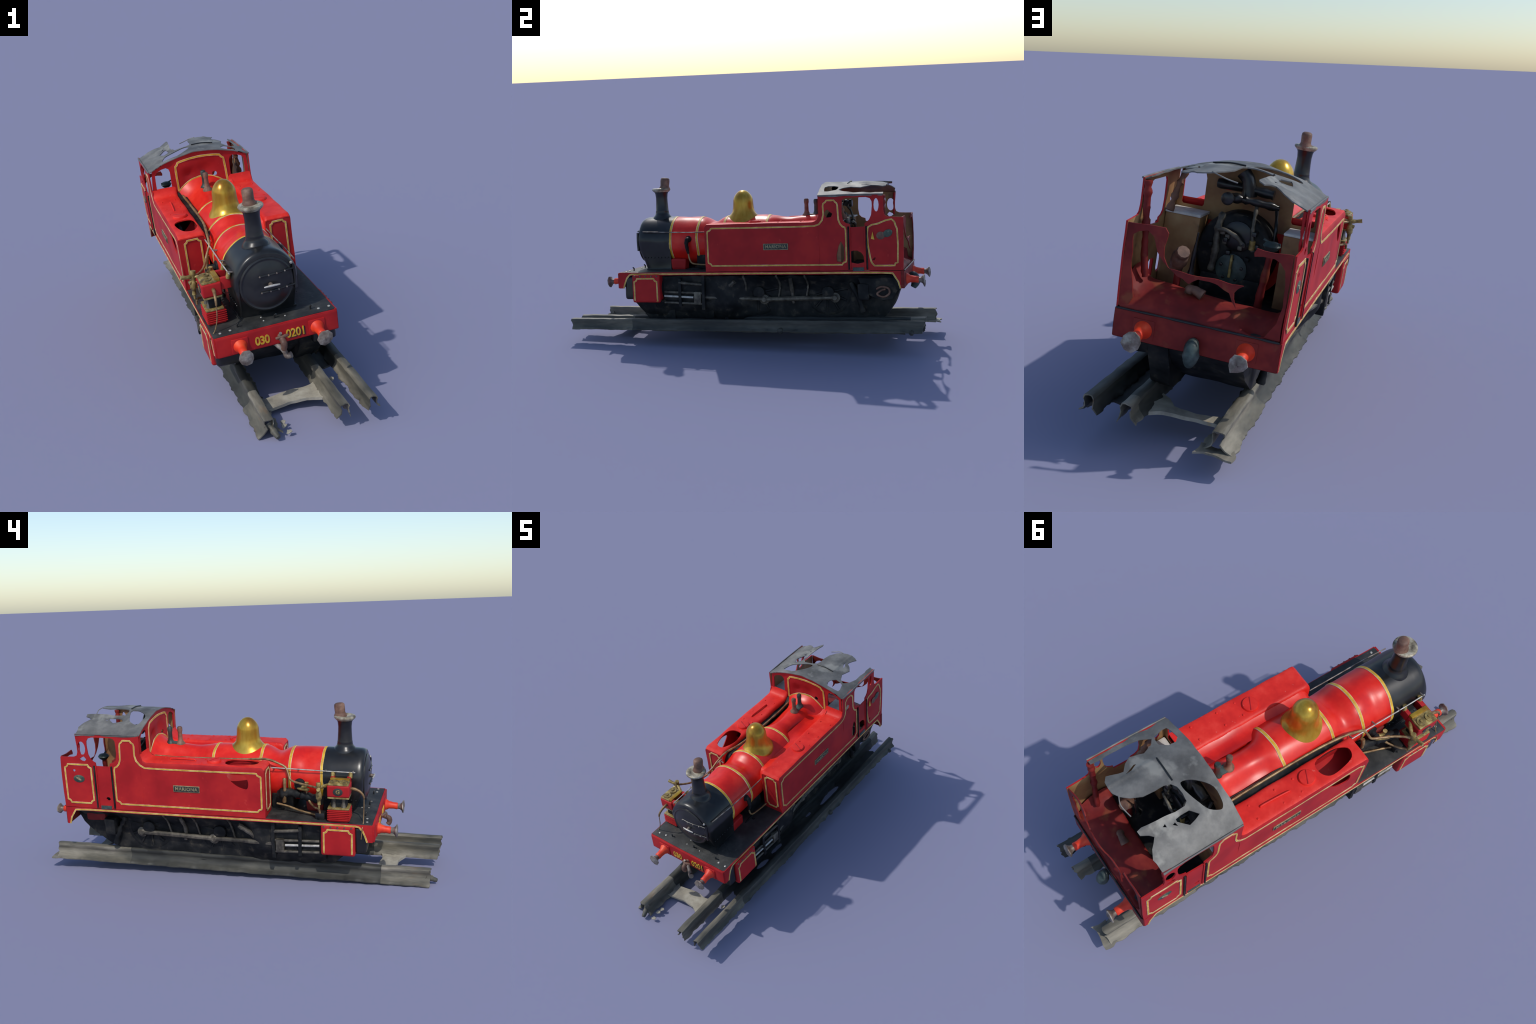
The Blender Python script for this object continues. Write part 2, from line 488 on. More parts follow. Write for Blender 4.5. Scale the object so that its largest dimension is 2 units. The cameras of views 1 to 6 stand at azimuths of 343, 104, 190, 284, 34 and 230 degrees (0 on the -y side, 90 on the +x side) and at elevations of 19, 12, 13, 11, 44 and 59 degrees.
R_OUT, X_IN = 0.013, 0.134
S_SIDE = TANK_TOP - R_OUT - 0.372


def tank_place(sx):
    hw = H[sx]

    def place(s, y, d):
        h = tank_top_z(y) - TANK_TOP
        arc = R_OUT * math.pi / 2
        if s <= S_SIDE:
            x, z, nx, nz = hw, 0.372 + s / S_SIDE * (S_SIDE + h), 1, 0
        elif s <= S_SIDE + arc:
            a = (s - S_SIDE) / R_OUT
            x, z = hw - R_OUT + R_OUT * math.cos(a), TANK_TOP - R_OUT + R_OUT * math.sin(a) + h
            nx, nz = math.cos(a), math.sin(a)
        else:
            q = s - S_SIDE - arc
            flat = hw - R_OUT - X_IN - 0.014
            if q <= flat:
                x, z, nx, nz = hw - R_OUT - q, TANK_TOP + h, 0, 1
            else:
                q -= flat
                a = min(q / 0.014, math.pi / 2)
                x, z = X_IN + 0.014 - 0.014 * math.sin(a), TANK_TOP - 0.014 + 0.014 * math.cos(a) + h - max(0, q - 0.014 * math.pi / 2)
                nx, nz = -math.sin(a), math.cos(a)
        return (sx * (x - nx * d), y, z - nz * d)
    return place


S_TOP0 = S_SIDE + R_OUT * math.pi / 2                     # where the flat top starts
top_s = lambda x: S_TOP0 + (HALF - R_OUT - abs(x))        # path length of a point on the top
S_END = top_s(X_IN + 0.014) + 0.022 + 0.10

tanks = {}
for sx in (-1, 1):
    holes = []
    if sx < 0:
        holes = [spline([(top_s(-0.160), 0.004), (top_s(-0.142), -0.045), (top_s(-0.146), -0.100), (top_s(-0.172), -0.150), (top_s(-0.212), -0.140),
                         (top_s(-0.231), -0.080), (top_s(-0.233), -0.020), (top_s(-0.205), 0.008)], 4, True),
                 spline([(0.205, -0.012), (0.219, -0.045), (0.217, -0.080), (0.198, -0.108), (0.170, -0.117), (0.143, -0.110), (0.140, -0.094), (0.152, -0.062), (0.178, -0.030)], 4, True)]
    s_cut = S_SIDE + R_OUT * 0.9
    s_end = S_END + (0.10 if sx < 0 else 0)
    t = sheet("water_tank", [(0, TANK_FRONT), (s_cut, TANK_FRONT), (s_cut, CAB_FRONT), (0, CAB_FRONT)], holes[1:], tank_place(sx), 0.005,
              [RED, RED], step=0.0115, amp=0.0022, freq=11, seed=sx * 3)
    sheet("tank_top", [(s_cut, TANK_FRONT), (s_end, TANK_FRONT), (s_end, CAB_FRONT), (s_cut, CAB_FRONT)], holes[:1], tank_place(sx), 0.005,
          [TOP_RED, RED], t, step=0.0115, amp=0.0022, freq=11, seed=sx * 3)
    tanks[sx] = t
    front = lambda u, v, d: (u, TANK_FRONT + 0.001 + d, v)
    x0, x1 = sorted((sx * (H[sx] - 0.001), sx * (X_IN + 0.002)))
    fp = sheet("tank_end_plate", [(x0, 0.372), (x1, 0.372), (x1, 0.606), (x0, 0.606)], [], front, 0.005, [RED, RED], t, step=0.014, amp=0.0015)
    c0, c1 = sorted((sx * 0.229, sx * 0.158))
    lining("tank_end_lining", notched(c0, c1, 0.400, 0.597, 0.012), lambda u, v, d: (u, TANK_FRONT + d - 0.001, v), 0.005, parent=t)
    # long side panel lining that runs up on to the cab side
    side = lambda u, v, d, sx=sx: (sx * (H[sx] + 0.0006 - d), u, v)
    path = ([(-0.179, 0.425), (-0.1775, 0.417), (-0.168, 0.4135), (-0.1625, 0.409), (-0.159, 0.402)] + [(y, 0.402) for y in (0, 0.2, 0.4)] +
            [(0.534, 0.402), (0.5375, 0.409), (0.543, 0.4135), (0.5545, 0.417), (0.556, 0.43), (0.556, 0.5), (0.556, 0.575), (0.552, 0.589), (0.540, 0.594), (0.528, 0.608), (0.520, 0.63),
             (0.517, 0.70), (0.514, 0.712), (0.506, 0.718), (0.500, 0.727), (0.462, 0.727), (0.456, 0.718), (0.446, 0.712), (0.443, 0.70), (0.444, 0.655), (0.437, 0.628), (0.420, 0.608), (0.396, 0.600)] +
            [(y, 0.598) for y in (0.3, 0.15, 0.0)] + [(-0.150, 0.599), (-0.158, 0.598), (-0.1615, 0.590), (-0.168, 0.586), (-0.177, 0.583), (-0.179, 0.574)])
    if sx < 0:   # the band is broken by the hole in the sheet
        path = [(p[0], p[1] - 0.006 if p[1] > 0.58 and p[0] < 0.41 else p[1]) for p in path]
    lining("tank_lining", path, side, 0.0052, 0.0012, parent=t)
    # nameplate
    yc, zc = 0.190, 0.498
    np_ = box("nameplate", tuple(sorted((sx * (H[sx] - 0.001), sx * (H[sx] + 0.004)))), (yc - 0.0665, yc + 0.0665), (zc - 0.0165, zc + 0.0165), SIGN_BRASS, t, 0.0025)
    box("nameplate_field", tuple(sorted((sx * H[sx], sx * (H[sx] + 0.0052)))), (yc - 0.063, yc + 0.063), (zc - 0.0130, zc + 0.0130), SIGN, np_, 0.001)
    Mx = Matrix.Translation((sx * (H[sx] + 0.0056), yc, zc)) @ Matrix.Rotation(sx * math.pi / 2, 4, 'Z') @ Matrix.Rotation(math.pi / 2, 4, 'X') @ Matrix.Diagonal((1.0, 1, 1, 1))
    lettering("nameplate_word", "MARIONA", 0.0235, Mx, SIGN_BRASS, np_, 0.0009, 1.08, 0.0004)
    # filler lid on the tank top
    lid = lathe("tank_filler_lid", [(0.034, -0.003), (0.0335, 0.006), (0.031, 0.009), (0.0, 0.010)], (sx * 0.190, 0.066, TANK_TOP), TOP_RED, seg=28, parent=t)
    tube("lid_bar", [(sx * 0.190 - 0.026, 0.080, TANK_TOP + 0.008), (sx * 0.190 + 0.026, 0.052, TANK_TOP + 0.009)], 0.003, RED, lid)

sheet("tank_inner_chute", [(-0.252, -0.190), (-0.136, -0.190), (-0.136, 0.06), (-0.252, 0.06)], [], lambda u, v, d: (u, v, 0.472 + 0.075 * max(0, (u + 0.252) / 0.116) ** 2 + 0.05 * max(0, (v - 0.0) / 0.06) ** 2 - d),
      0.004, [RED], tanks[-1], step=0.014, amp=0.002)
tube("tank_handle", [(-0.193, 0.285, TANK_TOP - 0.002), (-0.193, 0.279, TANK_TOP + 0.006), (-0.196, 0.22, TANK_TOP + 0.007), (-0.200, 0.161, TANK_TOP + 0.006), (-0.200, 0.155, TANK_TOP - 0.002)],
     0.004, TOP_RED, tanks[-1])
stud = lathe("tank_stud", [(0.005, -0.002), (0.0045, 0.002), (0.002, 0.003)], (0, 0, 0), TOP_RED, seg=8)
repeats("tank_stud", stud, [(sx * x, y, TANK_TOP + 0.0005) for sx in (-1, 1) for x in (0.165, 0.228) for y in (0.32, 0.20, 0.115)], None)

# ------------------------------------------------------------------ boiler and smokebox
BZ, BR = 0.522, 0.131
def ring_loft(name, stations, mat, parent=None, seg=64, sharp=40, warp=None):
    """Loft of rings: each station is (y, half-section function(angle) -> (x, z))."""
    V, F = [], []
    for y, fn in stations:
        for i in range(seg):
            x, z = fn(2 * math.pi * i / seg)
            p = Vector((x, y, z)) + wobble((x, y, z), 0.0030, 12)
            V.append(warp(p) if warp else p)
    n = len(stations)
    for j in range(n - 1):
        for i in range(seg):
            k = (i + 1) % seg
            F.append((j * seg + i, j * seg + k, (j + 1) * seg + k, (j + 1) * seg + i))
    F.append(tuple(range(seg)))
    F.append(tuple(range((n - 1) * seg, n * seg)))
    return make(name, V, F, mat, parent, sharp=sharp)


def boiler_r(y, a):
    """Radius of the barrel: dented between dome and second band, sweeping up into the cab front."""
    r = BR
    top = max(0.0, math.sin(a))
    r -= 0.030 * math.exp(-((y + 0.212) / 0.042) ** 2) * top ** 1.3
    r -= 0.014 * math.exp(-((y - 0.22) / 0.09) ** 2) * top
    r -= 0.008 * math.exp(-((y + 0.36) / 0.03) ** 2) * max(0, math.cos(a - 2.2)) ** 6
    k = max(0, min(1, (y - 0.11) / 0.05)) * max(0, min(1, (0.40 - y) / 0.05))
    r -= 0.024 * k * math.exp(-((a - math.radians(48)) / 0.36) ** 2) + 0.016 * k * math.exp(-((a - math.radians(128)) / 0.33) ** 2)
    if y > 0.352:
        t = (y - 0.352) / 0.066
        r += 0.030 * t * t
    return r


ys = [-0.446 + 0.864 * i / 72 for i in range(73)]
boiler = ring_loft("boiler", [(y, (lambda a, y=y: (boiler_r(y, a) * math.cos(a), BZ + boiler_r(y, a) * math.sin(a)))) for y in ys], BOILER_RED)

for yb, w, mat in ((-0.440, 0.011, YELLOW), (-0.284, 0.010, PALE), (-0.136, 0.010, PALE), (0.100, 0.010, PALE)):
    V, F, M = [], [], []
    seg = 72
    offs = (-w / 2 - 0.002, -w / 2, w / 2, w / 2 + 0.002)
    for i in range(seg):
        a = 2 * math.pi * i / seg
        for o, h in ((offs[0], -0.002), (offs[0], 0.0014), (offs[1], 0.0022), (offs[2], 0.0022), (offs[3], 0.0014), (offs[3], -0.002)):
            y = yb + o + 0.0012 * noise.noise(Vector((a * 3, yb * 50, 1)))
            r = boiler_r(y, a) + h
            p = Vector((r * math.cos(a), y, BZ + r * math.sin(a)))
            V.append(p + wobble((p.x, p.y, p.z), 0.0030, 12))
    for i in range(seg):
        k = (i + 1) % seg
        for j in range(5):
            F.append((i * 6 + j, i * 6 + j + 1, k * 6 + j + 1, k * 6 + j))
            M.append(1 if j == 2 else 0)
    make("boiler_band", V, F, [PALE, YELLOW], boiler, M, 60)

# valley sheets between barrel and tanks: red and shallow on one side, a near-black gutter on the other
V = []
def gutter(name, prof, mat, y0, y1):
    n = 30
    V, F = [], []
    m = len(prof)
    for i in range(n + 1):
        y = y0 + (y1 - y0) * i / n
        lift = 0.03 * max(0, (y - 0.36) / 0.058) ** 2 if y > 0.36 else -0.05 * max(0, (-0.145 - y) / 0.045) ** 2
        for (x, z) in prof:
            V.append(Vector((x, y, z + lift)) + wobble((x, y, z), 0.003, 14))
    for i in range(n):
        for j in range(m - 1):
            F.append((i * m + j, i * m + j + 1, (i + 1) * m + j + 1, (i + 1) * m + j))
    k = len(V)
    V += [v + Vector((0, 0, -0.012)) for v in V]
    F += [tuple(q + k for q in reversed(f)) for f in F]
    return make(name, V, F, mat, boiler)


gutter("boiler_valley", [(0.060, 0.612), (0.078, 0.603), (0.096, 0.600), (0.114, 0.603), (0.132, 0.611), (0.150, 0.6195)], BOILER_RED, -0.190, 0.416)
gutter("boiler_gutter", [(-0.095, 0.606), (-0.106, 0.599), (-0.122, 0.598), (-0.141, 0.602)], GRIME, -0.182, 0.416)

def smoke_section(y):
    f = max(0.0, min(1.0, (y + 0.634) / 0.03))
    shrink = 0.90 + 0.10 * math.sqrt(max(0, 1 - (1 - f) ** 2))
    def fn(a):
        x, z = 0.133 * math.cos(a), 0.133 * math.sin(a)
        if z < 0:            # below the centre line the wrapper drops as a skirt to the saddle
            t = -z / 0.133
            x = math.copysign(0.133 - 0.018 * t ** 0.8 + 0.006 * t ** 6, math.cos(a)) if t < 0.995 else x
            x *= min(1, abs(math.cos(a)) / 0.12) if abs(math.cos(a)) < 0.12 else 1
            z = -0.155 * t
        return (x * shrink, BZ + (z * shrink if z > 0 else z))
    return fn


smokebox = ring_loft("smokebox", [(y, smoke_section(y)) for y in (-0.634, -0.631, -0.624, -0.614, -0.604, -0.58, -0.55, -0.53, -0.50, -0.47, -0.445)], BLACK, seg=80, sharp=50,
                    warp=lambda p: p + Vector((0, 0.045 * max(0, min(1, (0.485 - p.z) / 0.11)) * max(0, min(1, (-0.50 - p.y) / 0.12)), 0)))
# door: dished disc with a raised ring, strap hinges, dart handle
door = lathe("smokebox_door", [(0.112, 0.0), (0.112, 0.010), (0.106, 0.0135), (0.101, 0.011), (0.096, 0.012), (0.080, 0.0195), (0.05, 0.0245), (0.0, 0.026)],
             (0, -0.628, BZ - 0.006), BLACK, 'y', 56, bend=lambda p: Vector((p.x, -p.y, p.z)))
def door_y(x, z):
    r = math.hypot(x, z - BZ + 0.006)
    return -0.628 - (0.026 - 0.016 * (min(r, 0.1) / 0.1) ** 2.2)
for zc in (0.559, 0.491):
    tube("door_hinge_strap", [(x, door_y(x, zc) - 0.002, zc) for x in (-0.032, 0.0, 0.04, 0.08, 0.112)], 0.0045, BLACK, door)
    for x in (-0.030, 0.006, 0.04, 0.075):
        lathe("hinge_rivet", [(0.004, 0), (0.003, 0.003), (0.0, 0.004)], (x, door_y(x, zc) - 0.005, zc), GREY_STEEL, 'y', 8, door, bend=lambda p: Vector((p.x, -p.y, p.z)))
tube("hinge_post", [(0.114, -0.638, 0.575), (0.116, -0.639, 0.525), (0.114, -0.638, 0.475)], 0.006, BLACK, door)
tube("door_handle", [(-0.021, -0.667, 0.517), (0.010, -0.670, 0.519), (0.044, -0.667, 0.5165)], 0.0036, BRIGHT, door, taper=lambda f: 0.7 + 0.6 * math.sin(f * 3.1))
lathe("door_dart_boss", [(0.009, 0.0), (0.009, 0.010), (0.006, 0.018), (0.0, 0.020)], (0.009, -0.652, 0.519), GREY_STEEL, 'y', 16, door, bend=lambda p: Vector((p.x, -p.y, p.z)))
lathe("lamp_iron", [(0.006, 0.0), (0.005, 0.006), (0.0, 0.008)], (0.106, -0.636, 0.583), BRIGHT, 'y', 10, door, bend=lambda p: Vector((p.x, -p.y, p.z)))
# saddle foot flange with rivets
for sx in (-1, 1):
    box("saddle_flange", tuple(sorted((sx * 0.106, sx * 0.122))), (-0.590, -0.450), (0.366, 0.377), BLACK, smokebox, 0.003)
    lug = lathe("wrapper_rivet", [(0.004, 0), (0.003, 0.0025), (0.0, 0.0035)], (0, 0, 0), BLACK, 'x', 8, bend=lambda p, sx=sx: Vector((p.x * sx, p.y, p.z)))
    repeats("wrapper_rivet", lug, [(sx * 0.1245, -0.600 + 0.020 * i, 0.437) for i in range(8)])

chimney = lathe("chimney", [(0.060, -0.030), (0.058, -0.008), (0.050, 0.006), (0.042, 0.014), (0.038, 0.022), (0.036, 0.034), (0.0365, 0.036), (0.035, 0.040), (0.0325, 0.085), (0.032, 0.110), (0.0345, 0.132),
                            (0.0385, 0.142), (0.041, 0.147)], (0.002, -0.531, 0.652), BLACK, seg=36)
lathe("chimney_cap", [(0.041, 0.0), (0.049, 0.008), (0.0515, 0.013), (0.050, 0.018), (0.044, 0.021), (0.034, 0.021), (0.028, 0.016)], (0.002, -0.531, 0.795), CAP, seg=36, parent=chimney)
lathe("chimney_liner", [(0.031, -0.004), (0.030, 0.006), (0.027, 0.010), (0.0245, 0.018), (0.0255, 0.045), (0.024, 0.056), (0.018, 0.061), (0.0, 0.0625)], (0.003, -0.510, 0.812), RUST, seg=20, parent=chimney,
      bend=lambda p: Vector((p.x * 0.92, p.y + 0.10 * p.z, p.z - 0.10 * p.y)))

def dome_bend(p):
    # the skirt of the dome follows the barrel
    k = max(0.0, 1 - p.z / 0.045)
    drop = BR - math.sqrt(max(0.0, BR ** 2 - p.x ** 2))
    return Vector((p.x, p.y, p.z - k * drop))
dome = lathe("brass_dome", [(0.086, -0.006), (0.086, 0.001), (0.080, 0.006), (0.070, 0.014), (0.061, 0.027), (0.057, 0.045), (0.055, 0.070), (0.054, 0.088), (0.050, 0.103), (0.043, 0.116),
                            (0.033, 0.128), (0.023, 0.1365), (0.012, 0.141), (0.0, 0.1425)], (0.004, -0.052, 0.648), BRASS, seg=48, bend=dome_bend)

# safety valves on their common foot
for y, mat, h in ((0.301, RUST, 0.733), (0.354, GREEN_BLACK, 0.730)):
    lathe("safety_valve", [(0.024, -0.012), (0.024, 0.006), (0.019, 0.012), (0.014, 0.020), (0.0115, 0.028), (0.0105, h - 0.67), (0.013, h - 0.659), (0.013, h - 0.645), (0.009, h - 0.640)],
          (0.0, y, 0.640), mat, seg=20)
box("valve_foot", (-0.018, 0.020), (0.298, 0.358), (0.630, 0.652), GREEN_BLACK, boiler, 0.006)

# hand rails and the pipe in the gutter
tube("boiler_handrail", [(-0.139, -0.198, 0.586), (-0.138, -0.33, 0.583), (-0.138, -0.47, 0.580), (-0.136, -0.600, 0.578)], 0.0028, BRIGHT, lumps=0.2)
tube("boiler_handrail", [(0.1365, -0.200, 0.574), (0.137, -0.33, 0.573), (0.136, -0.47, 0.577), (0.130, -0.602, 0.581)], 0.0026, GREY_STEEL, lumps=0.2)
for y in (-0.21, -0.33, -0.46, -0.59):
    tube("rail_bracket", [(-0.118, y, 0.578), (-0.140, y, 0.583)], 0.0035, GREY_STEEL, seg=8)
tube("gutter_pipe", [(-0.110, 0.416, 0.612), (-0.106, 0.30, 0.606), (-0.105, 0.10, 0.607), (-0.110, -0.06, 0.612), (-0.124, -0.17, 0.622), (-0.132, -0.235, 0.606), (-0.136, -0.270, 0.588),
                     (-0.152, -0.286, 0.562), (-0.166, -0.300, 0.538), (-0.182, -0.34, 0.530), (-0.212, -0.40, 0.530), (-0.250, -0.445, 0.536)], 0.0055, COPPER, lumps=0.25)

# ------------------------------------------------------------------ cab
def cab_front_place(u, v, d):
    dent = 0.012 * math.exp(-((u + 0.06) / 0.03) ** 2 - ((v - 0.705) / 0.025) ** 2) + 0.014 * math.exp(-((u - 0.03) / 0.05) ** 2 - ((v - 0.715) / 0.04) ** 2)
    return (u, CAB_FRONT + d + dent, v)


def roof_z(x):
    return 0.8155 - 0.063 * (x / 0.25) ** 2


win = lambda s: [(s * 0.228, 0.645), (s * 0.223, 0.639), (s * 0.156, 0.639), (s * 0.151, 0.646), (s * 0.151, 0.735), (s * 0.156, 0.752), (s * 0.170, 0.760), (s * 0.190, 0.757), (s * 0.215, 0.747), (s * 0.227, 0.733)]
arc = [(x / 100, roof_z(x / 100) - 0.004) for x in range(24, -25, -2)]
cab_front = sheet("cab_bulkhead", [(-0.253, 0.60), (0.250, 0.60)] + arc, [win(-1), win(1), ellipse(0.070, 0.684, 0.014, 0.012, 9, jag=0.15)], cab_front_place, 0.006, [RED, TAN], step=0.0115, amp=0.0018)
pan = ([(-0.121, 0.632), (-0.122, 0.70), (-0.121, 0.756), (-0.113, 0.762), (-0.106, 0.775)] + [(x / 100, roof_z(x / 100) - 0.029) for x in (-8, -4, 0, 4, 8)] + [(0.106, 0.775), (0.113, 0.764), (0.124, 0.756), (0.128, 0.70), (0.130, 0.634)])
lining("bulkhead_lining", pan, lambda u, v, d: (u, cab_front_place(u, v, 0)[1] - 0.001 + d, v), 0.0075, closed=False, parent=cab_front)
lining("boiler_arch_lining", [(0.162 * math.cos(math.radians(a)) * 0.98, BZ + 0.003 + 0.158 * math.sin(math.radians(a))) for a in range(43, 140, 4)], lambda u, v, d: (u, cab_front_place(u, v, 0)[1] - 0.0015 + d, v),
       0.0075, closed=False, parent=cab_front)

main_window = [(0.540, 0.722), (0.548, 0.733), (0.56, 0.737), (0.66, 0.737), (0.680, 0.731), (0.689, 0.716), (0.690, 0.695), (0.686, 0.650), (0.676, 0.627), (0.662, 0.614), (0.652, 0.609), (0.651, 0.592),
               (0.578, 0.591), (0.576, 0.607), (0.556, 0.613), (0.543, 0.626), (0.538, 0.66)]
def bulge(sx, y, z):
    """The bunker side sheets belly outwards a little."""
    return (0.007 if sx > 0 else 0.003) * math.exp(-((y - 0.75) / 0.07) ** 2 - ((z - 0.53) / 0.09) ** 2)


for sx in (-1, 1):
    side = lambda u, v, d, sx=sx: (sx * (H[sx] + bulge(sx, u, v) - d), u, v)
    if sx < 0:
        out = [(CAB_FRONT, 0.372), (BUNKER_REAR, 0.372), (0.841, 0.45), (0.839, 0.55), (BUNKER_REAR, 0.632), (0.80, 0.632), (0.765, 0.634), (0.748, 0.642), (0.742, 0.660), (0.7415, 0.69), (0.745, 0.72), (0.748, 0.752), (CAB_FRONT, 0.752)]
        holes = [main_window, ellipse(0.718, 0.681, 0.0205, 0.034, 14), [(0.736, 0.626), (0.722, 0.634), (0.710, 0.640), (0.698, 0.626), (0.708, 0.614), (0.722, 0.616)],
                 ellipse(0.768, 0.565, 0.008, 0.007, 7, jag=0.3), ellipse(0.602, 0.424, 0.010, 0.010, 6, jag=0.3)]
    else:
        out = [(CAB_FRONT, 0.372), (BUNKER_REAR, 0.372), (0.842, 0.45), (0.842, 0.55), (0.843, 0.634), (0.80, 0.636), (0.765, 0.639), (0.752, 0.648), (0.747, 0.67), (0.748, 0.752), (CAB_FRONT, 0.752)]
        holes = [main_window, ellipse(0.711, 0.699, 0.0135, 0.033, 12, jag=0.05),
                 [(0.448, 0.664), (0.456, 0.676), (0.466, 0.682), (0.476, 0.672), (0.492, 0.660), (0.484, 0.644), (0.462, 0.640), (0.451, 0.650)],
                 [(0.531, 0.521), (0.517, 0.495), (0.505, 0.450), (0.506, 0.418), (0.534, 0.412), (0.546, 0.43), (0.547, 0.49)],
                 [(0.578, 0.468), (0.592, 0.473), (0.612, 0.473), (0.632, 0.463), (0.644, 0.445), (0.646, 0.412), (0.612, 0.405), (0.578, 0.412)],
                 [(0.685, 0.424), (0.695, 0.436), (0.704, 0.436), (0.697, 0.422)]]
    cs = sheet("cab_wall", out, holes, side, 0.006, [RED, TAN], step=0.0115, amp=0.0022, seed=sx * 5)
    # bunker panel lining
    pside = lambda u, v, d, sx=sx: (sx * (H[sx] + bulge(sx, u, v) + 0.001 - d), u, v)
    if sx < 0:
        path = notched(0.678, 0.818, 0.397, 0.597, 0.016)
    else:
        path = [(0.686, 0.408), (0.697, 0.396), (0.797, 0.396), (0.800, 0.407), (0.812, 0.411), (0.815, 0.5), (0.812, 0.578), (0.806, 0.592), (0.800, 0.612), (0.786, 0.626), (0.755, 0.620), (0.72, 0.606), (0.688, 0.600),
                (0.668, 0.588), (0.664, 0.56), (0.666, 0.50), (0.674, 0.45), (0.680, 0.42)]
    lining("bunker_lining", path, pside, 0.0052, parent=cs)
    # door posts, door panel and the dark kick plate
    for y, mat in ((0.5685, GRIME), (0.6610, GRIME)):
        box("door_post", tuple(sorted((sx * (H[sx] - 0.002), sx * (H[sx] + 0.007)))), (y - 0.0035, y + 0.0035), (0.376, 0.594), mat, cs, 0.002, amp=0.001, cuts=3)
    for y in (0.577, 0.652):
        box("door_jamb", tuple(sorted((sx * (H[sx] - 0.004), sx * (H[sx] + 0.005)))), (y - 0.003, y + 0.003), (0.378, 0.592), RED, cs, 0.001, amp=0.001, cuts=3)
    box("kick_plate", tuple(sorted((sx * (H[sx] - 0.003), sx * (H[sx] + 0.003)))), (0.587, 0.643), (0.369, 0.388), GREEN_BLACK, cs, 0.001)

# badges on the bunker sides
lathe("oval_badge", [(0.0295, 0.0), (0.0295, 0.004), (0.026, 0.005), (0.0, 0.0055)], (-H[-1], 0.747, 0.5235), BADGE, 'x', 28, bend=lambda p: Vector((-p.x, p.y, p.z * 0.66)))
lathe("oval_badge", [(0.024, 0.0), (0.024, 0.003), (0.020, 0.004), (0.0, 0.0045)], (H[1] + 0.006, 0.766, 0.557), BADGE, 'x', 12, bend=lambda p: Vector((p.x, p.y, p.z * 0.8 + p.y * 0.2)))
lathe("oval_badge", [(0.022, 0.0), (0.022, 0.002), (0.018, 0.003), (0.0, 0.0035)], (H[1] + 0.0065, 0.731, 0.546), RUST, 'x', 12, bend=lambda p: Vector((p.x, p.y, p.z * 0.9)))
lathe("badge_scroll", [(0.014, 0.0), (0.013, 0.002), (0.0, 0.0025)], (-H[-1] - 0.005, 0.747, 0.5235), SIGN_BRASS, 'x', 12, bend=lambda p: Vector((-p.x, p.y, p.z * 0.4 + p.y * 0.5)))
make("yellow_mark", [(H[1] + 0.0065 + 0.002, 0.691, 0.566), (H[1] + 0.0065 + 0.002, 0.700, 0.526), (H[1] + 0.0065 + 0.002, 0.683, 0.531), (H[1] + 0.0065 - 0.002, 0.691, 0.566), (H[1] + 0.0065 - 0.002, 0.700, 0.526), (H[1] + 0.0065 - 0.002, 0.683, 0.531)],
     [(0, 1, 2), (3, 5, 4), (0, 3, 4, 1), (1, 4, 5, 2), (2, 5, 3, 0)], YELLOW)

# torn roof: outline walks the ragged rear edge from one eave to the other
rear = [(-0.257, 0.747), (-0.215, 0.748), (-0.199, 0.752), (-0.168, 0.735), (-0.156, 0.722), (-0.140, 0.709), (-0.127, 0.722), (-0.113, 0.747), (-0.097, 0.749), (-0.091, 0.731), (-0.096, 0.690), (-0.100, 0.655), (-0.105, 0.603),
        (-0.103, 0.565), (-0.089, 0.549), (-0.059, 0.546), (-0.028, 0.549), (-0.010, 0.560), (-0.003, 0.585), (-0.004, 0.618), (0.002, 0.667), (0.024, 0.706), (0.051, 0.734), (0.075, 0.747), (0.100, 0.748), (0.128, 0.745), (0.146, 0.730),
        (0.131, 0.690), (0.127, 0.672), (0.150, 0.650), (0.168, 0.622), (0.160, 0.590), (0.151, 0.569), (0.171, 0.530), (0.194, 0.512), (0.206, 0.530), (0.217, 0.550), (0.228, 0.597), (0.227, 0.640), (0.231, 0.681), (0.226, 0.705), (0.230, 0.745), (0.2565, 0.746)]
front_edge = [(0.2565, 0.425), (0.25, 0.414), (0.16, 0.412), (0.08, 0.411), (0.0, 0.411), (-0.08, 0.411), (-0.16, 0.411), (-0.25, 0.414), (-0.2565, 0.425)]
roof_holes = [spline([(-0.020, 0.530), (-0.028, 0.501), (-0.056, 0.468), (-0.095, 0.438), (-0.146, 0.441), (-0.170, 0.450), (-0.174, 0.464), (-0.154, 0.497), (-0.118, 0.513), (-0.076, 0.527), (-0.045, 0.535)], 3, True),
              [(0.198, 0.498), (0.209, 0.460), (0.208, 0.443), (0.188, 0.439), (0.144, 0.435), (0.128, 0.452), (0.131, 0.482), (0.156, 0.508), (0.186, 0.505)],
              [(-0.126, 0.613), (-0.122, 0.591), (-0.122, 0.560), (-0.152, 0.534), (-0.160, 0.556), (-0.167, 0.583), (-0.149, 0.603), (-0.136, 0.615)],
              [(0.113, 0.672), (0.131, 0.625), (0.127, 0.617), (0.115, 0.645)], [(-0.138, 0.634), (-0.134, 0.622), (-0.150, 0.620)], [(-0.128, 0.668), (-0.122, 0.655), (-0.136, 0.655)]]


def roof_place(u, v, d):
    sag = 0.016 * max(0, (v - 0.60) / 0.15) ** 2 * (1 if -0.02 < u < 0.17 else 0.35)
    ridge = 0.004 * math.exp(-((u - 0.105) / 0.006) ** 2) * (1 if v > 0.54 else 0) + 0.006 * math.exp(-((u + 0.098) / 0.012) ** 2) * (1 if v > 0.55 else 0)
    return (u, v, roof_z(u) - sag * 0.5 + ridge - d)


